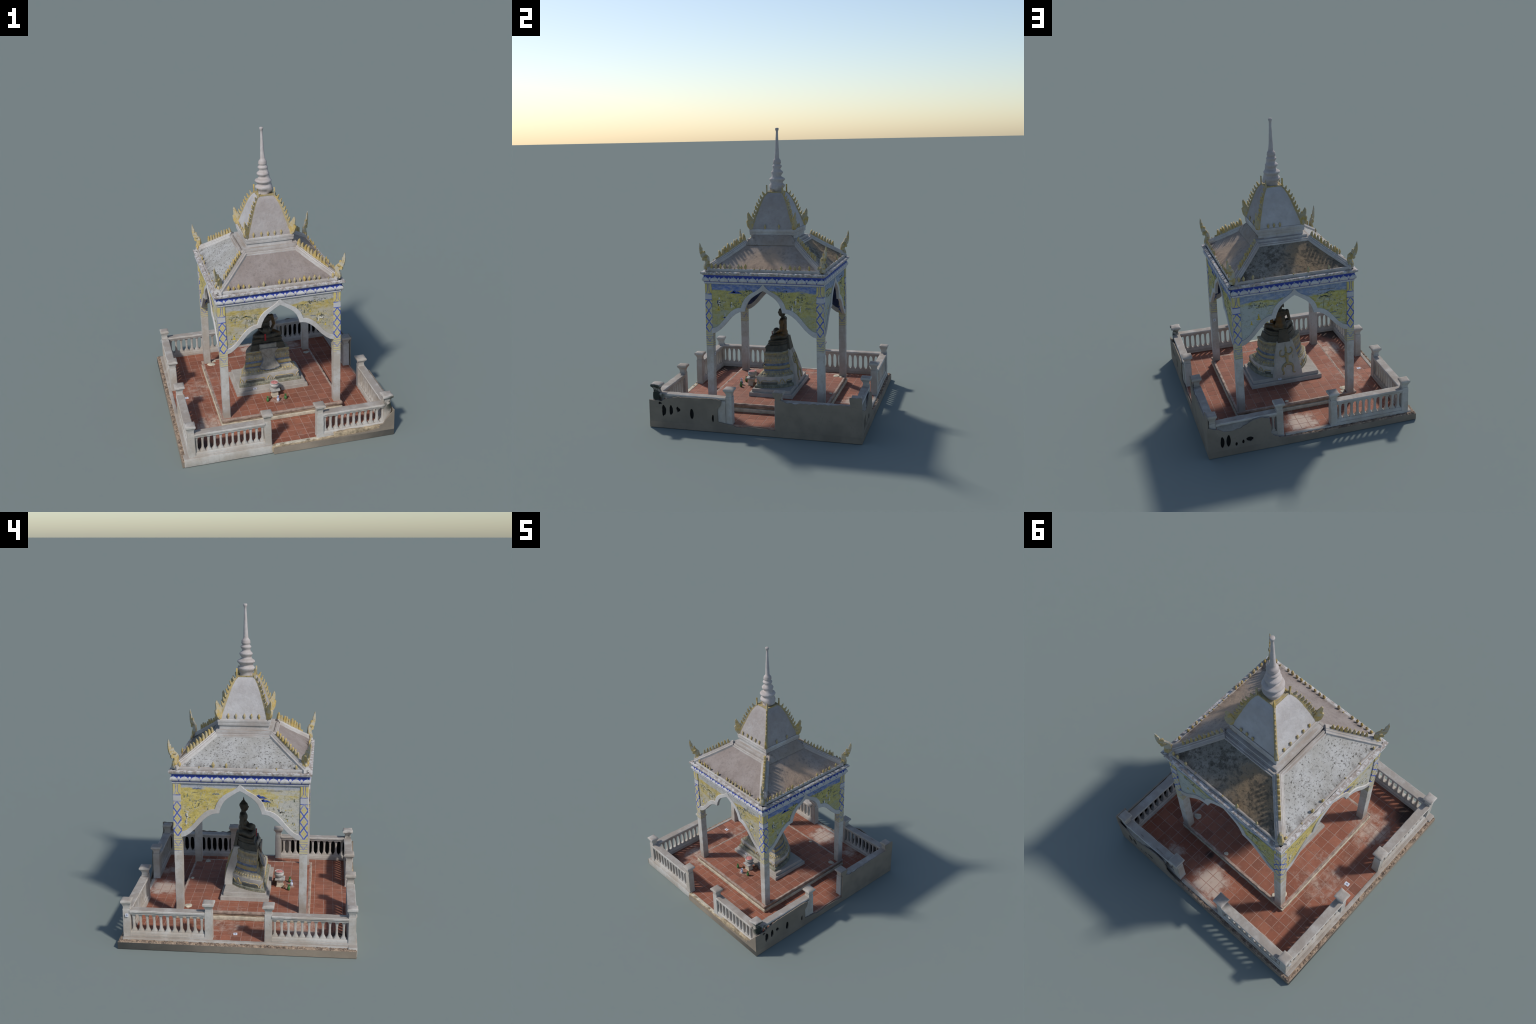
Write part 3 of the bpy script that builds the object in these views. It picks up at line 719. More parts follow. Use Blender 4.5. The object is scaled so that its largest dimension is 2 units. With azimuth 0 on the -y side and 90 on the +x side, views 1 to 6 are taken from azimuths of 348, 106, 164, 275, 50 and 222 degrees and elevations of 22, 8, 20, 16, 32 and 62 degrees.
def half_at(x):                          # height of the outer rim edge at distance x from the centre
    x = abs(x)
    for (a, za), (b_, zb) in zip(half_out, half_out[1:]):
        if a <= x <= b_: return za + (zb - za) * (x - a) / max(1e-6, b_ - a)
    return half_out[-1][1]
def motif(kind, x, z, s, flip=1):
    """thin painted figures: returns list of (outline, material slot)"""
    o = []
    if kind == 'mountain':
        o.append(([(x - 2.2 * s, z), (x - 1.2 * s, z + .35 * s), (x - .5 * s, z + .9 * s), (x, z + 1.1 * s), (x + .5 * s, z + .6 * s), (x + 1.0 * s, z + .7 * s), (x + 2.4 * s, z)], 0))
        o.append(([(x - 1.0 * s, z + .25 * s), (x - .3 * s, z + .75 * s), (x + .1 * s, z + .35 * s), (x + .4 * s, z + .2 * s)], 2))
    if kind == 'palm':
        bend = .12 * s * flip
        o.append(([(x - .035 * s, z), (x + .035 * s, z), (x + bend + .025 * s, z + 1.4 * s), (x + bend - .025 * s, z + 1.4 * s)], 3))
        for k in range(7):
            u = (k - 3) / 3; o.append((oval(x + bend + u * .62 * s, z + 1.42 * s + .24 * s * (1 - u * u) + .04 * s * (k % 2), .20 * s, .065 * s, 9, .5, k + x * 7), 4))
    if kind == 'pine':
        for k in range(3):
            w = s * (0.5 - .12 * k); zz = z + s * .45 * k
            o.append(([(x - w, zz), (x + w, zz), (x + .05 * s, zz + .55 * s), (x - .05 * s, zz + .55 * s)], 4))
    if kind == 'seated':
        o.append((oval(x, z, .45 * s, .18 * s, 10, .2), 1)); o.append((oval(x, z + .45 * s, .2 * s, .34 * s, 10, .2), 1)); o.append((oval(x, z + .95 * s, .12 * s, .16 * s, 8, .1), 1))
    if kind == 'figure':
        o.append((oval(x, z, .2 * s, .55 * s, 10, .3), 2)); o.append((oval(x + .05 * s * flip, z + .7 * s, .14 * s, .16 * s, 8, .1), 2)); o.append((oval(x - .22 * s, z + .1 * s, .1 * s, .35 * s, 8, .3), 5))
    if kind == 'thicket':
        rng = random.Random(int(x * 1000) * 31 + int(z * 1000)); w_, h_ = s, s * flip
        for k in range(int(s * 700)):
            px, pz = x + rng.uniform(-w_, w_), z + rng.uniform(-h_, h_)
            if pz < half_at(px) + 0.006 or pz > 0.94 or abs(px) > 0.352: continue
            a, bb = (rng.uniform(.002, .007), rng.uniform(.0012, .003)) if rng.random() < .6 else (rng.uniform(.0012, .0025), rng.uniform(.003, .008))
            o.append((oval(px, pz, a, bb, 7, .7, k), rng.choice((3, 4, 4, 2, 1) if z < .86 else (4, 4, 3, 5))))
    if kind == 'script':
        n = int(s / 0.0048)
        for k in range(n):
            xx = x + k * 0.0048; h = 0.0035 + 0.0022 * noise.noise(Vector((k * 1.7, x * 50, 0)))
            o.append((oval(xx, z, 0.0016, h, 6, .5, k), 3))
    if kind == 'cloud':
        for k in range(5): o.append((oval(x + (k - 2) * .35 * s, z + .1 * s * (k % 2), .26 * s, .13 * s, 8, .2, k), 5))
    if kind == 'house':
        o.append(([(x - .6 * s, z), (x + .6 * s, z), (x + .6 * s, z + .5 * s), (x - .6 * s, z + .5 * s)], 2))
        o.append(([(x - .85 * s, z + .5 * s), (x + .85 * s, z + .5 * s), (x, z + 1.05 * s)], 3))
    return o
SCENES = {
    'west': [('thicket', -.315, .72, .045, 1.9), ('thicket', -.25, .82, .05, .6), ('thicket', .27, .76, .05, 1.2), ('thicket', .20, .83, .035), ('thicket', .33, .68, .03, 1.5), ('mountain', .115, .868, .022), ('mountain', .145, .846, .018), ('cloud', -.265, .920, .03), ('cloud', -.15, .888, .024), ('script', -.292, .895, .035), ('script', .165, .918, .10),
             ('pine', -.325, .868, .014), ('pine', -.345, .862, .012), ('pine', -.31, .840, .010), ('palm', .165, .800, .028), ('palm', -.24, .823, .018), ('house', .255, .765, .024),
             ('figure', -.33, .745, .035), ('figure', -.335, .70, .03), ('pine', -.20, .785, .010), ('seated', -.285, .70, .022, ), ('figure', .245, .79, .03), ('pine', .33, .85, .014)],
    'front': [('thicket', -.27, .85, .07, .4), ('thicket', -.30, .71, .04), ('thicket', .17, .86, .05, .7), ('thicket', .29, .78, .045), ('thicket', .25, .905, .06, .25), ('thicket', -.19, .81, .03), ('palm', -.305, .805, .036), ('palm', -.235, .775, .050), ('palm', -.16, .825, .024), ('pine', -.19, .81, .018), ('pine', -.17, .83, .016), ('seated', -.315, .705, .03), ('seated', -.24, .735, .026), ('seated', -.29, .675, .03),
              ('palm', .145, .845, .028), ('pine', .12, .865, .016), ('pine', .165, .83, .016), ('pine', .19, .87, .014), ('seated', .205, .83, .022), ('figure', .26, .77, .03), ('house', .285, .775, .028), ('cloud', .225, .80, .02), ('seated', .31, .72, .02), ('palm', .24, .90, .02)],
    'east': [('thicket', -.12, .89, .04, .5), ('thicket', .12, .89, .05, .5), ('thicket', .27, .86, .04, .5), ('thicket', -.30, .80, .04), ('thicket', .23, .80, .05), ('thicket', -.19, .81, .045, .6), ('mountain', -.20, .888, .022), ('palm', -.10, .870, .026), ('palm', .10, .895, .022), ('palm', .145, .900, .020), ('pine', -.12, .905, .016), ('figure', -.315, .82, .045), ('seated', -.32, .77, .036), ('script', -.255, .855, .035),
             ('seated', -.165, .83, .026), ('figure', -.225, .80, .028), ('pine', -.12, .845, .012), ('mountain', -.275, .715, .009), ('figure', -.275, .735, .02), ('figure', .20, .79, .035), ('figure', .225, .84, .03), ('figure', .255, .79, .03), ('seated', .24, .845, .022),
             ('palm', .27, .855, .024), ('cloud', .31, .80, .022), ('script', .29, .835, .05), ('pine', .18, .87, .012)],
    'rear': [('thicket', .28, .80, .05), ('thicket', .21, .88, .05, .4), ('thicket', -.24, .70, .04, .6), ('thicket', -.25, .87, .06, .3), ('script', -.29, .905, .08), ('script', .165, .918, .12), ('seated', -.245, .775, .034), ('seated', -.295, .745, .022), ('seated', -.19, .745, .022), ('mountain', -.24, .715, .010), ('cloud', -.16, .86, .02),
             ('palm', .20, .79, .05), ('palm', .245, .835, .04), ('seated', .235, .80, .022), ('figure', .30, .79, .022), ('cloud', .27, .745, .026), ('cloud', .30, .70, .02), ('cloud', .225, .765, .02)]}
for s in SIDES:
    e = empty('arch_wall', (CX + (0.004 if s == 'east' else 0), CY, 0), pav); e.rotation_euler = (0, 0, ROT[s])
    me = flat_shape([panel_poly], 0.007); stand(me, -(H - 0.012))
    ob = mesh_obj('arch_panel', me, [M_MURAL[s], MDKBLUE], e)
    for p in me.polygons:
        if p.normal.y > 0.5: p.material_index = 1
    me = flat_shape([rim_poly], 0.0085, 0.0025); stand(me, -(H - 0.0095))
    ob = mesh_obj('arch_rim', me, MRIM, e, 40)
    parts = []
    for d in SCENES[s]:
        for outline, mi in motif(*d): parts.append((outline, mi))
    bmj = bmesh.new()
    for outline, mi in parts:                            # thin raised paint shapes
        lo = [bmj.verts.new((x, -(H - 0.0052), z)) for x, z in outline]; hi = [bmj.verts.new((x, -(H - 0.0044), z)) for x, z in outline]
        fs = [bmj.faces.new(hi)] + [bmj.faces.new((lo[i], lo[(i + 1) % len(lo)], hi[(i + 1) % len(lo)], hi[i])) for i in range(len(lo))]
        for f in fs: f.material_index = mi
    ob = mesh_obj('painted_scene', bm_mesh(bmj), [MBLUE, MYEL, MPALE, MINK, MLEAF, MGREYBLUE], e); ob['kind'] = 'stuff'
    # frieze moulding, mitred at the corners
    prof = [(0.953, 0.000), (0.953, 0.0025), (0.9575, 0.0045), (0.963, 0.0030), (0.967, 0.0045), (0.9685, 0.0085), (0.974, 0.0130), (0.982, 0.0148), (0.990, 0.0128),
            (0.9965, 0.0080), (1.000, 0.0045), (1.010, 0.0045), (1.0125, 0.0085), (1.0175, 0.0130), (1.020, 0.0185), (1.0215, 0.0215), (1.033, 0.0225), (1.0355, 0.0190), (1.0365, 0.000)]
    bm = bmesh.new(); n = 60
    rows = []
    for z, o in prof:
        r = H + o
        rows.append([bm.verts.new((-r + 2 * r * i / n, -r + (0.0016 * noise.noise(Vector((i * .4, z * 60, ROT[s]))) if 0 < i < n and z > 1.015 else 0),
                                   z + (0.0012 * noise.noise(Vector((i * .35, z * 30, ROT[s] + 3))) if 0 < i < n else 0))) for i in range(n + 1)])
    for a, b_ in zip(rows, rows[1:]):
        for i in range(n): bm.faces.new((a[i], a[i+1], b_[i+1], b_[i]))
    mesh_obj('frieze', bm_mesh(bm), MFRIEZE, e, 35)
# ceiling and eave core
bm = box(CX - H + 0.012, CX + H - 0.012, CY - H + 0.012, CY + H - 0.012, 0.957, 1.0365)
mesh_obj('ceiling', bm_mesh(bm), MDKBLUE, pav)

# ------------------------------------------------------------------ lower roof
roof = empty('roof', parent=shrine)
R0, Z0, R1, Z1 = 0.412, 1.050, 0.188, 1.213
def roof_z(r):                       # gentle concave slope
    t = (R0 - r) / (R0 - R1)
    return Z0 + (Z1 - Z0) * t - 0.003 * math.sin(math.pi * t)
for s in SIDES:
    e = empty('roof_slope', (CX, CY, 0), roof); e.rotation_euler = (0, 0, ROT[s])
    bm = bmesh.new(); n, m = 48, 18; rows = []
    for j in range(m + 1):
        r = R0 + (R1 - R0) * j / m
        rows.append([bm.verts.new((-r + 2 * r * i / n, -r, roof_z(r) + (0.0022 * noise.noise(Vector((i * .5, j * .5, ROT[s] * 3))) if 0 < i < n else 0))) for i in range(n + 1)])
    for a, b_ in zip(rows, rows[1:]):
        for i in range(n): bm.faces.new((a[i], a[i+1], b_[i+1], b_[i]))
    mesh_obj('roof_panel', bm_mesh(bm), M_ROOF[s], e, 60)
    # kerb along the eave and ledge along the top
    bm = box(-0.396, 0.396, -0.4135, -0.400, 1.034, 1.0565, 0.004); weather(bm, 0.014, 0.0022, 40, ROT[s])
    mesh_obj('eave_kerb', bm_mesh(bm), MWR, e, 45)
    bm = bmesh.new()
    for r, z in ((0.205, 1.203), (0.1955, 1.212)):
        add_box(bm, -r, r, -r - 0.003, -r + 0.012, z - 0.012, z + 0.0045, 0.002)
    weather(bm, 0.02, 0.0012, 30, ROT[s] + 2)
    mesh_obj('top_ledge', bm_mesh(bm), MWR, e, 45)
# hip ridges
def hip_frame(ang, cx, cy):
    return Matrix.Translation((cx, cy, 0)) @ Matrix.Rotation(ang, 4, 'Z')
HIPS = [math.radians(a) for a in (-135, -45, 45, 135)]       # SW, SE, NE, NW
Q2 = math.sqrt(2)
# a flame-shaped ridge ornament (local: x outward along hip, z up)
flame_out = [(-0.008, -0.006), (-0.0085, 0.006), (-0.006, 0.014), (-0.003, 0.021), (0.002, 0.0275), (0.006, 0.0305), (0.0075, 0.024), (0.008, 0.014), (0.0085, 0.004), (0.009, -0.006)]
flame_out = [(x * 0.72, z * 0.95) for x, z in flame_out]
flame_me = stand(flat_shape([flame_out], 0.003, 0.0015)); flame_me.materials.append(MGOLD)
for p in flame_me.polygons: p.use_smooth = True
flame2_me = flame_me.copy(); flame2_me.transform(Matrix.Rotation(math.radians(0), 4, 'Z'))
for k, a in enumerate(HIPS):
    e = empty('hip_ridge', (CX, CY, 0), roof); e.rotation_euler = (0, 0, a)
    bm = bmesh.new(); rings = []
    for j in range(19):
        r = 0.405 + (0.186 - 0.405) * j / 18
        z = roof_z(r) + 0.005; d = r * Q2
        rings.append([(d, -0.029, z - 0.022), (d, -0.028, z - 0.004), (d, -0.019, z + 0.001), (d, -0.017, z + 0.0065), (d, -0.010, z + 0.0085), (d, -0.0085, z + 0.0135),
                      (d, 0.0085, z + 0.0135), (d, 0.010, z + 0.0085), (d, 0.017, z + 0.0065), (d, 0.019, z + 0.001), (d, 0.028, z - 0.004), (d, 0.029, z - 0.022)])
    add_loft(bm, rings); roughen(bm, 0.001, 35, k)
    mesh_obj('ridge_moulding', bm_mesh(bm), MWR, e, 30)
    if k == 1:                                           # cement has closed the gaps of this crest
        bm = bmesh.new()
        add_loft(bm, [[(r * Q2, -0.0055, roof_z(r) + 0.012), (r * Q2, 0.0055, roof_z(r) + 0.012), (r * Q2, 0.0035, roof_z(r) + 0.031), (r * Q2, -0.0035, roof_z(r) + 0.031)] for r in [0.352 - 0.160 * j / 16 for j in range(17)]])
        roughen(bm, 0.003, 45, 6); mesh_obj('crest_fill', bm_mesh(bm), MGOLD2, e, 60)
    nf = 10
    for j in range(nf):
        if (k, j) in ((3, 0), (1, 0), (0, 9)): continue
        r = 0.345 - (0.345 - 0.196) * j / (nf - 1)
        o = bpy.data.objects.new('ridge_flame', flame_me)
        o.location = (r * Q2, 0, roof_z(r) + 0.018); sc = random.uniform(1.0, 1.2) * (1.35 if k == 1 else 1.12 if k == 3 else 1.0)
        o.scale = (sc, sc * 1.25, sc * random.uniform(.92, 1.08)); o.rotation_euler = (0, math.radians(random.uniform(-6, 6)), random.uniform(-.15, .15))
        link(o, e)
# naga finials on the four corners
U = 0.000221
naga_units = [(330,1220),(318,1100),(332,1000),(320,850),(270,790),(222,740),(205,655),(182,650),(162,700),(142,650),(132,545),(112,535),(98,470),(75,405),(62,500),(65,640),
              (85,740),(105,820),(148,875),(132,905),(150,950),(212,940),(222,1000),(196,1060),(182,1130),(190,1220)]
naga_out = [(-(x - 135) * U * 1.18 - 0.004, 1.032 + (1310 - z) * U * 0.985) for x, z in naga_units]
def naga_mesh(outline, thick, round_, seed):
    me = stand(flat_shape([outline], thick, round_, res=3))
    bm = bmesh.new(); bm.from_mesh(me)
    zs = [v.co.z for v in bm.verts]; z0, z1 = min(zs), max(zs)
    for v in bm.verts:                                   # taper toward the tip, fuller neck
        t = (v.co.z - z0) / (z1 - z0); v.co.y *= 1.45 - 1.15 * t ** 0.8
    bmesh.ops.remove_doubles(bm, verts=bm.verts, dist=0.0002)
    roughen(bm, 0.0014, 70, seed)
    return bm_mesh(bm)
for k, a in enumerate(HIPS):
    e = empty('naga_finial', (CX, CY, 0), roof); e.rotation_euler = (0, 0, a)
    me = naga_mesh(naga_out, 0.0065, 0.0016, k)
    NR = (0.4265 + (-0.013, 0.0, 0.006, -0.005)[k]) * Q2; me.transform(Matrix.Translation((NR, 0, 0)))
    mesh_obj('naga_body', me, MNAGA, e, 60)
    bm = bmesh.new()                                     # white chest block and side fins
    bmesh.ops.create_icosphere(bm, subdivisions=3, radius=1, matrix=Matrix.Translation((NR - 0.043, 0, 1.064)) @ Matrix.Diagonal((0.024, 0.020, 0.026, 1)))
    bmesh.ops.create_icosphere(bm, subdivisions=2, radius=1, matrix=Matrix.Translation((NR - 0.026, 0, 1.138)) @ Matrix.Diagonal((0.018, 0.0135, 0.013, 1)))
    roughen(bm, 0.003, 50, k + 3)
    mesh_obj('naga_chest', bm_mesh(bm), MGOLD2, e, 60)

# lotus-bud antefixes along the eaves
bud_prof = [(-0.002, 0.0062), (0.004, 0.0058), (0.008, 0.0062), (0.012, 0.0085), (0.018, 0.0105), (0.023, 0.0098), (0.028, 0.0068), (0.033, 0.0035), (0.0375, 0.0006)]
bm = lathe(bud_prof, 12)
for v in bm.verts: v.co.y *= 0.72
bud_me = bm_mesh(bm, 'bud'); bud_me.materials.append(MGOLD)
for p in bud_me.polygons: p.use_smooth = True
stub_me = bm_mesh(lathe([(-0.002, 0.0062), (0.004, 0.0060), (0.008, 0.0055), (0.0115, 0.003)], 10), 'stub'); stub_me.materials.append(MGOLD2)
BUDS = {'front': [-.335, -.300, -.267, -.234, -.200, -.103, .002, .034, .069, .104, .139, .171, .204, .237, .271, .365],
        'east': [-.395, -.365, -.332, -.300, -.268, -.235, -.172, -.150, -.122, .128, .19, .22, .252, .318, .38],
        'rear': [-.365, -.332, -.272, .10, .243, .392],
        'west': [-.37, -.165, -.085, .34, -.392]}
STUBS = {'front': [-.137, .332], 'east': [-.20, -.06, -.02, .02, .06, .09, .155], 'rear': [-.20, .0], 'west': [-.25, .1, .22]}
for s in SIDES:
    e = empty('eave_ornaments', (CX, CY, 0), roof); e.rotation_euler = (0, 0, ROT[s])
    for nm, me_, xs in (('lotus_bud', bud_me, BUDS[s]), ('broken_bud', stub_me, STUBS[s])):
        for x in xs:
            o = bpy.data.objects.new(nm, me_); o.location = (x, -0.4085, 1.0515 + random.uniform(-.002, .001))
            sc = random.uniform(.9, 1.1); o.scale = (sc * .92, sc * .92, sc * random.uniform(1.0, 1.15)); o.rotation_euler = (random.uniform(-.12, .05), random.uniform(-.08, .08), random.uniform(-.3, .3))
            link(o, e)

# ------------------------------------------------------------------ neck and upper roof
up = empty('upper_roof', parent=roof)
bm = square_stack([(1.19, 0.182), (1.2195, 0.182), (1.2205, 0.176), (1.233, 0.176), (1.2345, 0.1725), (1.2352, 0.1555), (1.2600, 0.1545)], UX, UY)
weather(bm, 0.03, 0.0014, 24, 3); mesh_obj('roof_neck', bm_mesh(bm), MWR, up, 35)
bm = square_stack([(1.2585, 0.1545), (1.2610, 0.1615), (1.2745, 0.1632), (1.2770, 0.1612), (1.2785, 0.1630), (1.2885, 0.1650), (1.2985, 0.1635), (1.3015, 0.1610), (1.3025, 0.148)], UX, UY)
weather(bm, 0.03, 0.0014, 24, 4); mesh_obj('upper_eave', bm_mesh(bm), MWR, up, 35)
# cement smeared over the neck on the right-hand side
bm = bmesh.new(); rings = []
for z, r in ((1.196, 0.212), (1.213, 0.205), (1.235, 0.190), (1.252, 0.176), (1.263, 0.166)):
    rings.append([(0.12, -r + 0.034, z), (r, -r + 0.034, z), (r, r - 0.030, z), (0.12, r - 0.030, z)])
add_loft(bm, rings); weather(bm, 0.03, 0.002, 22, 8)
mesh_obj('cement_fillet', bm_mesh(bm), M_ROOF['east'], up, 40, (UX, UY, 0))
dome_prof = [(1.298, 0.157), (1.310, 0.1545), (1.335, 0.1465), (1.370, 0.1350), (1.405, 0.1230), (1.440, 0.1110), (1.475, 0.0985), (1.505, 0.0855), (1.528, 0.0725), (1.545, 0.0600), (1.552, 0.0550), (1.553, 0.040)]
sm = spline(dome_prof[:-1], 3) + [dome_prof[-1]]
def dome_shift(z, ang):            # the dome leans a little; offset in a frame turned by ang
    t = max(0.0, (z - 1.30) / 0.25); x, y = 0.0075 * t, -0.003 * t
    return x * math.cos(ang) + y * math.sin(ang), -x * math.sin(ang) + y * math.cos(ang)
for s in SIDES:
    bm = bmesh.new(); n = 16; rows = []
    for z, r in sm:
        qx, qy = dome_shift(z, ROT[s]); rows.append([bm.verts.new((qx - r + 2 * r * i / n, qy - r, z)) for i in range(n + 1)])
    for a, b_ in zip(rows, rows[1:]):
        for i in range(n): bm.faces.new((a[i], a[i+1], b_[i+1], b_[i]))
    mesh_obj('dome_panel', bm_mesh(bm), M_UPPER_WARM if s in ('front', 'east') else M_UPPER, up, 50, (UX, UY, 0), (0, 0, ROT[s]))
def dome_r(z):
    for (z0, r0), (z1, r1) in zip(sm, sm[1:]):
        if z0 <= z <= z1: return r0 + (r1 - r0) * (z - z0) / (z1 - z0)
    return sm[-1][1]
flame3 = stand(flat_shape([[(-0.010, -0.008), (-0.010, 0.004), (-0.003, 0.010), (0.003, 0.016), (0.008, 0.024), (0.0125, 0.0265), (0.012, 0.016), (0.010, 0.006), (0.008, -0.004)]], 0.0024, 0.0012))
flame3.materials.append(MGOLD)
for p in flame3.polygons: p.use_smooth = True
horn_units = [(420,900),(330,840),(300,790),(302,730),(272,650),(243,540),(212,450),(178,380),(155,430),(160,560),(168,640),(136,690),(150,790),(172,880),(225,960),(420,975)]
horn_out = [(-(x - 205) * 0.000203 * 1.414, 1.302 + (955 - z) * 0.000203) for x, z in horn_units]
for k, a in enumerate(HIPS):
    e = empty('dome_ridge', (UX, UY, 0), up); e.rotation_euler = (0, 0, a)
    bm = bmesh.new(); rings = []
    for j in range(25):
        z = 1.305 + (1.552 - 1.305) * j / 24; d = dome_r(z) * Q2; w = 0.0065 - 0.002 * j / 24
        qx, qy = dome_shift(z, a)
        rings.append([(d + px + qx, py + qy, z) for px, py in ((-0.012, -w * 1.6), (0.0005, -w), (0.006, -w * 0.4), (0.006, w * 0.4), (0.0005, w), (-0.012, w * 1.6))])
    add_loft(bm, rings); roughen(bm, 0.0006, 50, k)
    mesh_obj('ridge_band', bm_mesh(bm), MGOLD2, e, 30)
    for j in range(9):
        z = 1.335 + (1.535 - 1.335) * j / 8
        o = bpy.data.objects.new('ridge_flame', flame3)
        qx, qy = dome_shift(z, a); o.location = (dome_r(z) * Q2 + 0.009 + qx, qy, z + 0.002); sc = random.uniform(.85, 1.05) * (1.0 - 0.018 * j)
        o.scale = (sc, sc * 1.2, sc); o.rotation_euler = (0, math.radians(random.uniform(-8, 6)), random.uniform(-.12, .12)); link(o, e)
    me = naga_mesh(horn_out, 0.0065, 0.002, k + 9); me.transform(Matrix.Translation((0.163 * Q2, 0, 0)))
    mesh_obj('corner_horn', me, MGOLD, e, 60)
    bm = bmesh.new()                                     # leaf point on the top corner
    qx, qy = dome_shift(1.56, a)
    add_loft(bm, [[(0.057 * Q2 + dx + qx, sy * w + qy, z) for dx, sy in ((-.006, 0), (0, -1), (.006, 0), (0, 1))] for z, w, in ((1.542, .009), (1.558, .0085), (1.575, .007), (1.592, .0035), (1.604, .0006))])
    mesh_obj('corner_leaf', bm_mesh(bm), MGOLD, e, 40)
bm = square_stack([(1.549, 0.0585), (1.5565, 0.0580), (1.557, 0.050), (1.5535, 0.048)], UX + 0.0075, UY - 0.003)
mesh_obj('top_border', bm_mesh(bm), MGOLD2, up)
for s, xs in (('front', (-.108, -.055, -.010, .036, .080)), ('west', (-.098, -.050, .003, .048, .095)), ('east', (-.052, .048)), ('rear', (-.085, -.045, -.005, ))):
    e = empty('dome_ornaments', (UX, UY, 0), up); e.rotation_euler = (0, 0, ROT[s])
    for x in xs:
        o = bpy.data.objects.new('lotus_bud', bud_me); o.location = (x, -0.1565, 1.301); o.scale = (.82, .82, 1.0 if s != 'rear' else .9); link(o, e)

# ------------------------------------------------------------------ spire
spire_prof = [(1.535, 0.045), (1.550, 0.040), (1.557, 0.0385), (1.575, 0.0390), (1.584, 0.0485), (1.596, 0.0560), (1.605, 0.0535), (1.611, 0.0425), (1.619, 0.0395), (1.627, 0.0455), (1.635, 0.0540), (1.641, 0.0568), (1.648, 0.0530),
              (1.656, 0.0380), (1.662, 0.0300), (1.669, 0.0285), (1.677, 0.0350), (1.685, 0.0415), (1.691, 0.0427), (1.698, 0.0380), (1.705, 0.0285), (1.711, 0.0245), (1.717, 0.0245), (1.724, 0.0300), (1.732, 0.0345),
              (1.738, 0.0320), (1.743, 0.0245), (1.747, 0.0232), (1.751, 0.0262), (1.757, 0.0293), (1.763, 0.0285), (1.766, 0.0272), (1.771, 0.0278), (1.777, 0.0245), (1.783, 0.0190), (1.789, 0.0160), (1.795, 0.0150),
              (1.83, 0.0137), (1.863, 0.0122), (1.90, 0.0104), (1.935, 0.0090), (1.962, 0.0080), (1.974, 0.0080), (1.980, 0.0098), (1.986, 0.0120), (1.993, 0.0128), (1.997, 0.0120), (1.9992, 0.0090), (2.0, 0.0020)]
lean = lambda z: (0.0, 0.005 * max(0, (z - 1.60) / 0.4) ** 1.3)
bm = lathe(spire_prof, 36, 0.0415, 0.0145, lean=lean)
zmax = 2.0
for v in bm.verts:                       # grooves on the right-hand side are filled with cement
    dx, dy = v.co.x - 0.0415, v.co.y - 0.0145; r = math.hypot(dx, dy)
    if 1.558 < v.co.z < 1.80 and r > 1e-4:
        a_ = abs(math.atan2(dy, dx) + 0.25); w_ = max(0.0, 1 - (a_ / 1.15) ** 2)
        env = 0.067 + (0.0165 - 0.067) * ((v.co.z - 1.575) / (1.80 - 1.575)) ** 0.9 if v.co.z > 1.575 else 0.060
        if env > r: v.co.x += dx / r * (env - r) * w_; v.co.y += dy / r * (env - r) * w_
roughen(bm, 0.0009, 40, 2)
for v in bm.verts: v.co.z = min(v.co.z, zmax)
mesh_obj('spire', bm_mesh(bm), MWS, up, 70)

# ================================================================== STATUE
statue = empty('buddha_statue', (PED_X, 0, PLAT_Z))
statue['label'] = 'dark seated Buddha on a tiered gilded stone pedestal'
statue['category'] = 'statue'
def sobj(name, me, mats, parent, smooth=None):
    me.transform(Matrix.Translation((-PED_X, 0, -PLAT_Z)))
    return mesh_obj(name, me, mats, parent, smooth)
ped = empty('pedestal', parent=statue)
bm = square_stack([(0.110, 0.2605, 0.158), (0.1415, 0.2595, 0.157), (0.1440, 0.257, 0.155)], 0.0215, 0.004)
weather(bm, 0.03, 0.0016, 22, 1); sobj('plinth_step', bm_mesh(bm), MPED, ped, 35)
bm = square_stack([(0.143, 0.2435, 0.1405), (0.1655, 0.2425, 0.1395), (0.1675, 0.2405, 0.1375)], 0.0225, 0.004)
weather(bm, 0.03, 0.0016, 22, 2); sobj('plinth_step', bm_mesh(bm), MPED, ped, 35)
# D-shaped tiers: straight front, rounded back
def dring(w, f, b, z, n=40, k=None, c=PED_X):
    pts = []
    for i in range(n + 1):
        t = math.pi * i / n
        cx, sx = math.cos(t), math.sin(t)
        k = 2.6 if cx > 0 else 1.65
        pts.append((c + w * math.copysign(abs(cx) ** (2 / k), cx), -f + (f + b) * sx ** (2 / k), z))
    for i in range(1, 12): pts.append((c - w + 2 * w * i / 12, -f, z))
    return pts
def dtier(name, prof, mat, c=PED_X, seed=0):                    # one moulded tier
    bm = bmesh.new(); add_loft(bm, [dring(w, f, b, z, c=c) for z, w, f, b in prof]); roughen(bm, 0.0008, 40, seed)
    return sobj(name, bm_mesh(bm), mat, ped, 35)
dtier('foot_ring', [(0.165, .224, .125, .150), (0.171, .226, .127, .152), (0.177, .223, .124, .150), (0.181, .225, .125, .150), (0.187, .219, .119, .146), (0.190, .205, .105, .135)], MTIERGREEN, seed=1)
dtier('valance_band', [(0.186, .2095, .1095, .141), (0.189, .211, .1115, .143), (0.240, .2125, .1125, .144), (0.2445, .2125, .1125, .144), (0.2465, .210, .110, .142)], MBAND, seed=2)
dtier('lotus_slope', [(0.2455, .2115, .1115, .143), (0.250, .207, .1075, .140), (0.262, .190, .091, .128), (0.274, .175, .076, .118), (0.279, .170, .071, .114)], MTIERS, seed=3)
dtier('blue_fillet', [(0.278, .1675, .069, .112), (0.291, .1655, .068, .110)], MGREYBLUE, seed=4)
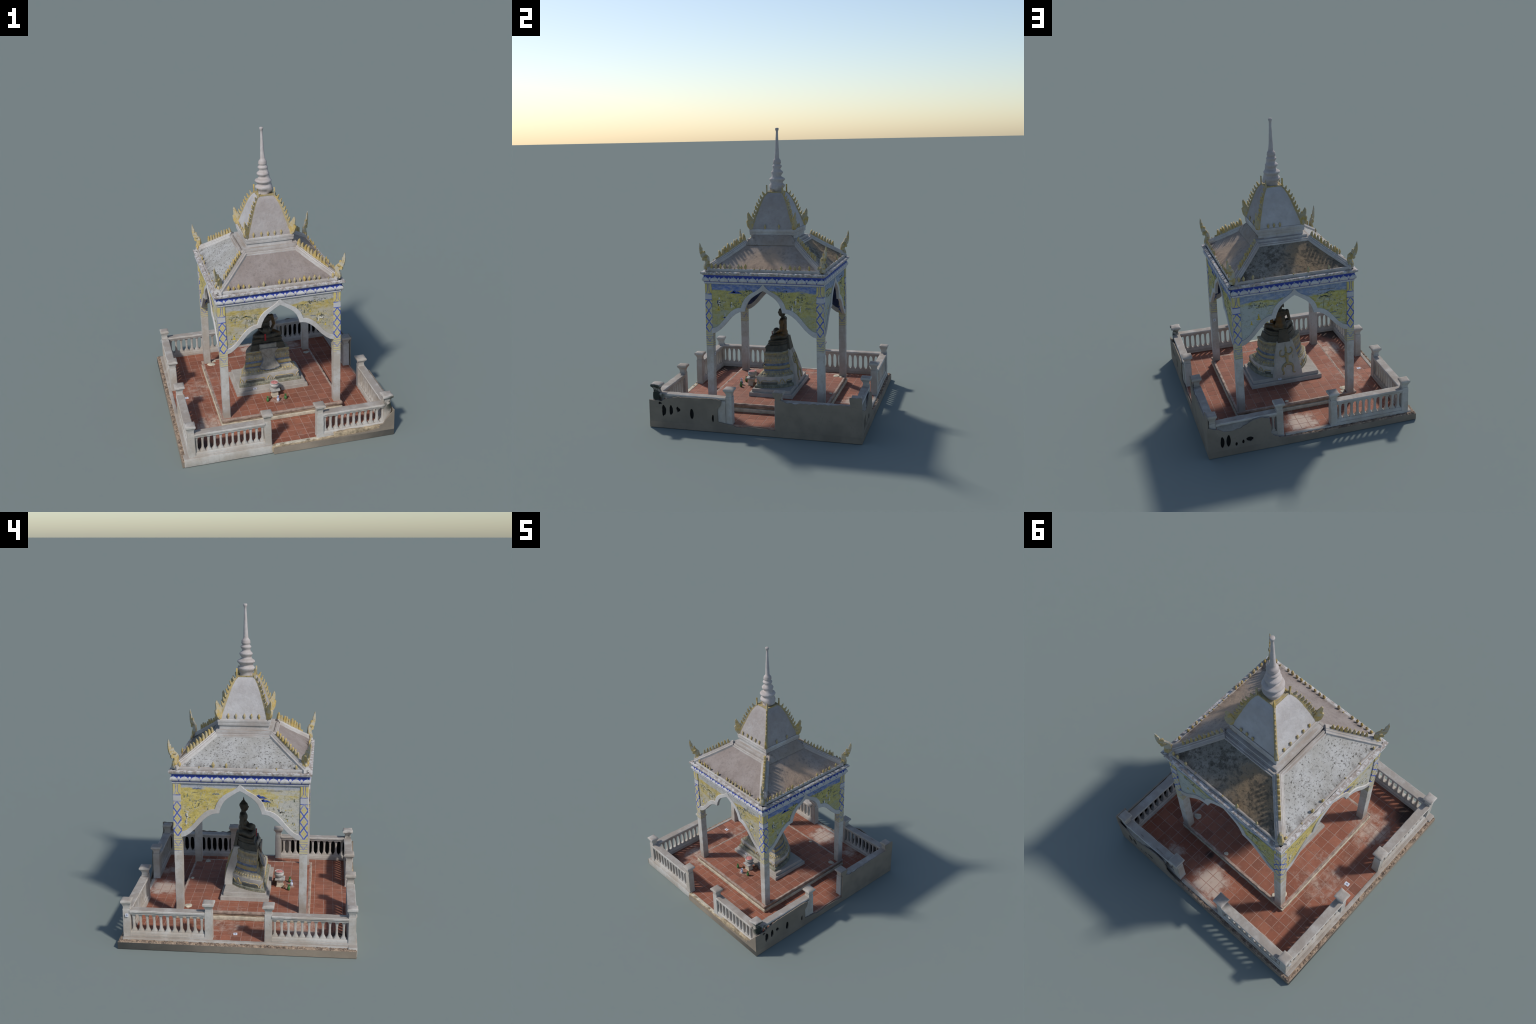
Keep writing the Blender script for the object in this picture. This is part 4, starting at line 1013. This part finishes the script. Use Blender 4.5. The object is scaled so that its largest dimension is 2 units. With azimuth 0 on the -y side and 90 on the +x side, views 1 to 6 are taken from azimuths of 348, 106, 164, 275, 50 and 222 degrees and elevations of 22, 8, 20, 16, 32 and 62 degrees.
dtier('gold_torus', [(0.290, .166, .069, .110), (0.295, .1695, .0735, .113), (0.303, .171, .0755, .114), (0.310, .1695, .0735, .112), (0.314, .164, .068, .108)], MGOLD2, seed=5)
dtier('upper_fillet', [(0.313, .1605, .0655, .105), (0.330, .1575, .0635, .101)], MGREYBLUE, seed=6)
dtier('diamond_band', [(0.329, .158, .064, .102), (0.334, .160, .067, .102), (0.352, .1605, .068, .098), (0.370, .1595, .067, .092), (0.378, .156, .064, .089)], MTIERS, seed=7)
dtier('top_cornice', [(0.377, .1535, .062, .087), (0.383, .156, .065, .088), (0.387, .1535, .063, .086), (0.392, .157, .067, .087), (0.404, .159, .0685, .085), (0.410, .157, .067, .083), (0.412, .140, .05, .075)], MTIERS, seed=8)
dtier('gold_torus', [(0.3945, .1578, .0678, .0878), (0.398, .1600, .0702, .0892), (0.4025, .1600, .0698, .0875), (0.4055, .1582, .0682, .0855)], MGOLD2, seed=9)
# ornaments running round the tiers
def along(w, f, b, k=None):
    P = [Vector((x, y)) for x, y, _ in dring(w, f, b, 0, 160, k)]
    P.append(P[0]); S = [0]
    for a, c in zip(P, P[1:]): S.append(S[-1] + (c - a).length)
    def at(s):
        s = s % S[-1]
        for i in range(len(P) - 1):
            if S[i + 1] >= s:
                t = (s - S[i]) / max(1e-9, S[i + 1] - S[i]); p = P[i].lerp(P[i + 1], t); d = (P[i + 1] - P[i]).normalized()
                return p, Vector((d.y, -d.x))
        return P[-1], Vector((0, -1))
    return at, S[-1]
def studs(w, f, b, z, dz, n, size, tilt, mat, name, alt=0.0):
    at, L = along(w, f, b); bm = bmesh.new()
    for i in range(n):
        p, nr = at(L * (i + 0.5) / n)
        h = dz * (1 - alt * (i % 2))
        tng = Vector((-nr.y, nr.x, 0)); out = Vector((nr.x, nr.y, 0)); upv = (Vector((0, 0, 1)) * math.cos(tilt) - out * math.sin(tilt)); o2 = tng.cross(upv)
        if o2.dot(out) < 0: o2 = -o2
        c = Vector((p.x, p.y, z))
        vs = [bm.verts.new(c + tng * a + upv * u + o2 * d) for a, u, d in ((-size, 0, .0003), (0, -h, .0003), (size, 0, .0003), (0, h, .0003), (0, 0, .0026))]
        for a, b_ in ((0, 1), (1, 2), (2, 3), (3, 0)): bm.faces.new((vs[a], vs[b_], vs[4]))
    ob = sobj(name, bm_mesh(bm), mat, ped); ob['kind'] = 'stuff'
studs(.160, .0675, .098, .357, .014, 44, .0075, 0, MGOLD, 'diamond_studs', .45)
studs(.160, .0675, .102, .339, .005, 60, .0045, 0, MGOLD2, 'small_studs')
studs(.191, .0915, .1285, .2635, .013, 52, .0085, math.radians(55), MGOLD, 'petal_studs', .35)
studs(.226, .1275, .152, .1715, .0035, 90, .004, 0, MGOLD2, 'bead_studs')
studs(.158, .0685, .0875, .3875, .003, 80, .0035, 0, MGOLD, 'cornice_studs')
# gilded swags on the pale band with flat dark strips below
at, L = along(.2125, .1125, .144)
paths, darkp = [], []
def P3(s, z, o): p, n_ = at(s); return (p.x + n_.x * o, p.y + n_.y * o, z)
arc = L - 2 * 0.2125
for s0, ln in [(arc, 0.2125), (arc + 0.2125, 0.2125)] + [(arc * k / 4, arc / 4) for k in range(4)]:
    a0, a1 = s0 + ln * 0.13, s0 + ln * 0.87
    path = []
    for i in range(33):
        t = i / 32; z = 0.212 + 0.006 * abs(math.sin(math.pi * t * 2)) + (0.004 if abs(t - .5) < .06 else 0)
        if t < .08 or t > .92: z = 0.194 + min(t, 1 - t) / .08 * 0.018
        path.append(P3(a0 + (a1 - a0) * t, z, 0.0012))
    path = [q for q in path if not (q[1] > 0.10 and -0.10 < q[0] < 0.125)]
    if len(path) > 2: paths.append(path)
    dk = [P3(a0 + (a1 - a0) * (0.08 + 0.84 * i / 20), 0.2005, 0.0) for i in range(21)]
    dk = [q for q in dk if not (q[1] > 0.10 and -0.10 < q[0] < 0.125)]
    if len(dk) > 2: darkp.append(dk)
    if abs(s0 - arc / 2) < 0.05: continue                       # hidden by the back slab
    c0 = s0                                                     # flame motif between swags
    paths.append([P3(c0 + dx, z, 0.0012) for dx, z in ((-.016, .193), (-.018, .204), (-.011, .217), (0, .231), (.011, .217), (.018, .204), (.016, .193))])
    paths.append([P3(c0 + dx, z, 0.0014) for dx, z in ((0, .196), (0, .208))])
ob = sobj('gilded_swag', tube_mesh(paths, 0.0028), MGOLD, ped, 60)
bm = bmesh.new()
for dp in darkp:
    a = [bm.verts.new((x, y, 0.190)) for x, y, z in dp]; b_ = [bm.verts.new((x, y, 0.207)) for x, y, z in dp]
    for i in range(len(a) - 1): bm.faces.new((a[i], a[i+1], b_[i+1], b_[i]))
for v in bm.verts:
    d = Vector((v.co.x - PED_X, v.co.y, 0)).normalized(); v.co += d * 0.0016
sobj('valance_dark_strip', bm_mesh(bm), MOPEN, ped)
# back slab with a gilded guardian in relief
bm = bmesh.new(); rings = []
for z, x0, x1, y in ((0.165, -.098, .122, .154), (0.20, -.093, .116, .1525), (0.26, -.082, .103, .141), (0.33, -.067, .089, .120), (0.39, -.052, .075, .100), (0.418, -.046, .067, .089)):
    rings.append([(x0, y - 0.055, z), (x1, y - 0.055, z), (x1, y - .003, z), (x1 - .004, y, z), (x0 + .004, y, z), (x0, y - .003, z)])
add_loft(bm, rings); weather(bm, 0.025, 0.0012, 30, 5)
sobj('back_slab', bm_mesh(bm), MPED, ped, 40)
def slab_y(z):
    pts = ((0.165, .154), (0.20, .1525), (0.26, .141), (0.33, .120), (0.39, .100), (0.418, .089))
    for (a, b_), (c, d) in zip(pts, pts[1:]):
        if a <= z <= c: return b_ + (d - b_) * (z - a) / (c - a)
    return .089
def on_slab(x, z, r=1.0): return (0.012 - x, slab_y(z) + 0.0005, z, r)
gpaths = [[on_slab(0, .402, .15), on_slab(0, .384, .5), on_slab(0, .372, 1.0)], [on_slab(0, .372, 1.2), on_slab(0, .356, 1.7), on_slab(0, .343, 1.3)],
          [on_slab(0, .340, 1.8), on_slab(.001, .322, 2.7), on_slab(.002, .300, 2.3), on_slab(.002, .282, 1.8), on_slab(.003, .262, 2.4)],
          [on_slab(.002, .326, 1.7), on_slab(-.026, .314, 1.3), on_slab(-.045, .326, 1.1), on_slab(-.043, .350, 1.0), on_slab(-.031, .358, 1.2)],
          [on_slab(.004, .326, 1.7), on_slab(.028, .327, 1.3), on_slab(.046, .342, 1.1), on_slab(.044, .365, 1.0), on_slab(.033, .370, 1.2)],
          [on_slab(-.002, .264, 2.2), on_slab(-.028, .250, 1.8), on_slab(-.037, .224, 1.4), on_slab(-.028, .196, 1.1), on_slab(-.038, .187, 1.0)],
          [on_slab(.006, .264, 2.2), on_slab(.034, .253, 1.8), on_slab(.042, .227, 1.4), on_slab(.040, .198, 1.1), on_slab(.056, .192, .9)],
          [on_slab(-.012, .258, 1.0), on_slab(-.015, .236, .5)], [on_slab(.050, .318, .6), on_slab(.046, .294, .4)]]
gpaths = [spline(g_, 5) for g_ in gpaths]
sobj('guardian_relief', tube_mesh(gpaths, 0.0052), MGOLD2, ped, 60)
# carved cloth hanging over the front
bm = bmesh.new(); rows = []
cl = spline([(0.456, -.072, .062), (0.42, -.075, .060), (0.385, -.079, .050), (0.35, -.085, .044), (0.325, -.094, .050), (0.305, -.101, .064), (0.292, -.107, .073), (0.282, -.111, .066), (0.276, -.113, .045), (0.273, -.114, .012)], 4)
for z, y, hw in cl: rows.append([bm.verts.new((0.018 + hw * (i - 8) / 8, y + 0.006 * ((i - 8) / 8) ** 2 - 0.0015 * math.cos(i * 1.9), z + (0.006 * ((i - 8) / 8) ** 2 if z < .30 else 0))) for i in range(17)])
front = rows; rear_ = [[bm.verts.new(v.co + Vector((0, 0.008, 0.002))) for v in r] for r in rows]
for G in (front, rear_):
    for a, b_ in zip(G, G[1:]):
        for i in range(16): bm.faces.new((a[i], a[i+1], b_[i+1], b_[i]))
rim_f = front[0] + [r[-1] for r in front[1:]] + front[-1][-2::-1] + [r[0] for r in front[-2:0:-1]]
rim_b = rear_[0] + [r[-1] for r in rear_[1:]] + rear_[-1][-2::-1] + [r[0] for r in rear_[-2:0:-1]]
for i in range(len(rim_f)):
    j = (i + 1) % len(rim_f); bm.faces.new((rim_f[i], rim_f[j], rim_b[j], rim_b[i]))
sobj('draped_cloth', bm_mesh(bm), MCLOTH, ped, 60)
edge = [(0.018 + s_ * hw, y - .003, z) for s_ in (-1,) for z, y, hw in cl if z < .36] + [(0.018 + hw, y - .003, z) for z, y, hw in reversed(cl) if z < .36]
sobj('cloth_hem', tube_mesh([[(x, y + .004, z + .003) for x, y, z in edge]], 0.0022), MGREYBLUE, ped, 60)
me = flat_shape([[(-.066, .425), (-.055, .412), (0, .352), (.055, .412), (.066, .425), (.0, .43)]], 0.004, 0.0015); stand(me)
me.transform(Matrix.Translation((0.018, -0.083, 0)) ); sobj('scarf_point', me, MCLOTH, ped)
# dark bronze seat
dtier('bronze_seat', [(0.410, .128, .066, .086), (0.414, .1265, .0655, .085), (0.452, .117, .058, .080), (0.455, .112, .052, .078), (0.456, .103, .042, .075), (0.4605, .103, .042, .075), (0.4625, .109, .047, .077), (0.467, .1105, .049, .078),
      (0.471, .108, .046, .077), (0.473, .1035, .042, .075), (0.4765, .1035, .042, .075), (0.479, .109, .047, .077), (0.485, .1105, .049, .077), (0.489, .107, .045, .074), (0.4905, .09, .03, .06)], MBRONZE, c=0.0175, seed=12)
bm = bmesh.new()
add_loft(bm, [[(0.018 - w, y - .02, z), (0.018 + w, y - .02, z), (0.018 + w, y, z), (0.018 - w, y, z)] for z, w, y in ((0.412, .046, .098), (0.46, .036, .088), (0.505, .028, .080))])
sobj('seat_back', bm_mesh(bm), MBRONZE, ped, 35)

# the seated figure: one fused surface, then split by body region
figure = empty('seated_figure', parent=statue)
bm = bmesh.new()
FX = 0.023
def ell(c, r, rot=(0, 0, 0), seg=3):
    m4 = Matrix.Translation(c) @ Matrix.Rotation(rot[2], 4, 'Z') @ Matrix.Rotation(rot[1], 4, 'Y') @ Matrix.Rotation(rot[0], 4, 'X') @ Matrix.Diagonal((*r, 1))
    bmesh.ops.create_icosphere(bm, subdivisions=seg, radius=1, matrix=m4)
def limb(a, b_, ra, rb, n=7):
    a, b_ = Vector(a), Vector(b_)
    for i in range(n):
        t = i / (n - 1); r = ra + (rb - ra) * t; ell(a.lerp(b_, t), (r, r, r), seg=2)
# legs folded, hips
ell((FX, 0.035, 0.505), (0.060, 0.040, 0.026))
for sx in (-1, 1):
    limb((FX + sx * 0.035, 0.030, 0.508), (FX + sx * 0.085, -0.020, 0.506), 0.024, 0.020)
    limb((FX + sx * 0.085, -0.022, 0.505), (FX - sx * 0.005, -0.034, 0.505), 0.0185, 0.015)
ell((FX, -0.020, 0.497), (0.085, 0.030, 0.013))
# torso
ell((FX, 0.038, 0.530), (0.040, 0.031, 0.032)); ell((FX, 0.036, 0.565), (0.037, 0.027, 0.040)); ell((FX, 0.034, 0.605), (0.047, 0.028, 0.032)); ell((FX, 0.037, 0.625), (0.047, 0.023, 0.018))
# arms
for sx in (-1, 1):
    ell((FX + sx * 0.051, 0.037, 0.620), (0.016, 0.016, 0.018))
    limb((FX + sx * 0.054, 0.037, 0.615), (FX + sx * 0.067, 0.036, 0.560), 0.0135, 0.0115)
    limb((FX + sx * 0.067, 0.035, 0.560), (FX + sx * 0.030, -0.012, 0.530), 0.0115, 0.0095)
# bowl held in the lap
ell((FX, -0.014, 0.535), (0.030, 0.026, 0.027))
# neck, head, hair knot
limb((FX, 0.037, 0.63), (FX, 0.034, 0.658), 0.0155, 0.0150)
ell((FX, 0.030, 0.678), (0.0255, 0.027, 0.032)); ell((FX, 0.022, 0.668), (0.0195, 0.0195, 0.022)); ell((FX, 0.033, 0.688), (0.0275, 0.0290, 0.024))
ell((FX, 0.003, 0.676), (0.0045, 0.006, 0.008)); ell((FX, 0.034, 0.708), (0.016, 0.016, 0.014))
for sx in (-1, 1): ell((FX + sx * 0.027, 0.035, 0.668), (0.004, 0.007, 0.018))
limb((FX, 0.033, 0.714), (FX, 0.032, 0.745), 0.0085, 0.0022)
tmp = bm_mesh(bm, 'fig'); ob = bpy.data.objects.new('fig', tmp); COL.objects.link(ob)
md = ob.modifiers.new('r', 'REMESH'); md.mode = 'VOXEL'; md.voxel_size = 0.0024
sm_ = ob.modifiers.new('s', 'SMOOTH'); sm_.iterations = 4; sm_.factor = 0.5
body = bpy.data.meshes.new_from_object(ob.evaluated_get(bpy.context.evaluated_depsgraph_get()))
bpy.data.objects.remove(ob)
def region(c):
    dx = abs(c.x - FX)
    if c.z > 0.650: return 'head'
    if c.y < 0.012 and c.z > 0.5235 and c.z < 0.566 and dx < 0.034: return 'alms_bowl'
    if c.z < 0.5275 and not (dx < 0.04 and c.y > 0.012 and c.z > 0.515): return 'leg'
    if dx > 0.0435 and 0.52 < c.z < 0.64: return 'arm'
    if c.y < 0.004 and c.z < 0.56: return 'arm'
    return 'torso'
for p in body.polygons: p.use_smooth = True
norms = [v.normal.copy() for v in body.vertices]
groups = {}
for p in body.polygons:
    r = region(p.center)
    if r in ('arm', 'leg'): r += '_l' if p.center.x < FX else '_r'
    groups.setdefault(r, []).append(p.index)
for r, faces in groups.items():
    idx, vs, fs = {}, [], []
    for fi in faces:
        f = []
        for vi in body.polygons[fi].vertices:
            if vi not in idx: idx[vi] = len(vs); vs.append(body.vertices[vi].co.copy())
            f.append(idx[vi])
        fs.append(f)
    me = bpy.data.meshes.new(r); me.from_pydata(vs, [], fs); me.update()
    me.transform(Matrix.Translation((-PED_X, 0, -PLAT_Z)))
    for p in me.polygons: p.use_smooth = True
    inv = [None] * len(vs)
    for vi, k in idx.items(): inv[k] = norms[vi]
    me.normals_split_custom_set_from_vertices(inv)
    mesh_obj(r.split('_l')[0].split('_r')[0] if r[:3] in ('arm', 'leg') else r, me, MBRONZE, figure)
bpy.data.meshes.remove(body)
sobj('ribbon', bm_mesh(box(0.003 - .006, 0.003 + .006, -0.0555, -0.051, 0.478, 0.53, .001)), MRED, figure)

# ================================================================== OFFERINGS
table = empty('offering_table', (0.0225, -0.213, PLAT_Z)); table['label'] = 'small cream stone offering table carrying a grey incense bowl'; table['category'] = 'altar table'
bm = square_stack([(-0.001, .024), (.006, .0245), (.008, .021), (.040, .020), (.046, .0225), (.050, .026)]); weather(bm, .012, .001, 50, 1)
mesh_obj('table_stem', bm_mesh(bm), MCREAM, table, 40)
bm = box(-.0335, .0335, -.0335, .0335, .0495, .0615, .003); weather(bm, .012, .001, 50, 2)
mesh_obj('table_top', bm_mesh(bm), MBOWL, table, 40)
bowl = mesh_obj('incense_bowl', bm_mesh(lathe([(.060, .015), (.066, .017), (.070, .023), (.080, .0315), (.090, .0335), (.096, .031), (.099, .0275), (.103, .0305), (.107, .031), (.1085, .029), (.104, .026), (.101, .01)], 28, 0, .006)), MBOWL, table, 50)
bm = lathe([(.100, .0255), (.1055, .025), (.108, .018), (.109, .004)], 20, 0, .006); roughen(bm, .0022, 110, 2)
mesh_obj('offering', bm_mesh(bm), MPINK, table, 60)
def vase(name, x, y, mat, label, h=0.04):
    prof = [(0, .006), (.002, .0075), (.010, .0105), (.018, .0110), (.024, .0085), (.028, .0055), (.033, .0055), (.037, .0075), (.0395, .0080), (.0395, .0060), (.034, .003)]
    ob = mesh_obj(name, bm_mesh(lathe([(z * h / .04, r) for z, r in prof], 20)), mat, None, 60, (x, y, PLAT_Z))
    ob['label'] = label; ob['category'] = 'vase'
vase('vase', -0.045, -0.275, MGREENV, 'small glossy green round bellied flower vase')
vase('vase', 0.084, -0.277, MGREENV, 'small glossy green round bellied flower vase')
vase('vase', 0.026, -0.291, MVASE, 'small white porcelain vase with blue painting', .043)
ob = mesh_obj('clay_pot', bm_mesh(lathe([(0, .008), (.006, .012), (.018, .014), (.028, .0105), (.032, .012), (.032, .009), (.026, .004)], 18)), MCLAY, None, 60, (0.066, -0.176, PLAT_Z))
ob['label'] = 'little brown clay pot beside the altar'; ob['category'] = 'pot'
ob = mesh_obj('clay_pot', bm_mesh(lathe([(0, .007), (.006, .010), (.014, .010), (.02, .007), (.02, .004), (.016, .003)], 16)), MCLAY, None, 60, (-0.018, -0.242, PLAT_Z))
ob['label'] = 'tiny brown clay cup on the floor'; ob['category'] = 'pot'

# paper labels stuck on the floor, plinth, posts and pillars
def label_sheet(name, loc, rot, w=0.026, h=0.020):
    e = mesh_obj(name, bm_mesh(box(-w / 2, w / 2, -h / 2, h / 2, 0, 0.0008)), MPAPER, shrine, None, loc, rot)
    me = flat_shape([oval(0, 0, w * .27, h * .24, 9, .6, loc[0] * 9)], 0.0003); me.transform(Matrix.Translation((0, 0, 0.0009)))
    mesh_obj('printed_mark', me, MPAPERINK, e)
r90 = math.pi / 2
label_sheet('paper_label', (-0.581, 0.026, FLOOR_Z + 0.0008), (0, 0, 0.1), .030, .024)
label_sheet('paper_label', (-0.105, -0.1385, 0.151), (r90, 0, 0), .028, .018)
label_sheet('paper_label', (0.072, 0.1465, 0.153), (r90, 0, math.pi), .024, .018)
label_sheet('paper_label', (-0.678, 0.672, 0.205), (r90, 0, -r90), .020, .022)
label_sheet('paper_label', (CX + H - 2 * PW + 0.026, CY - H + 2 * PW + 0.0025, 0.455), (r90, 0, math.pi), .020, .022)
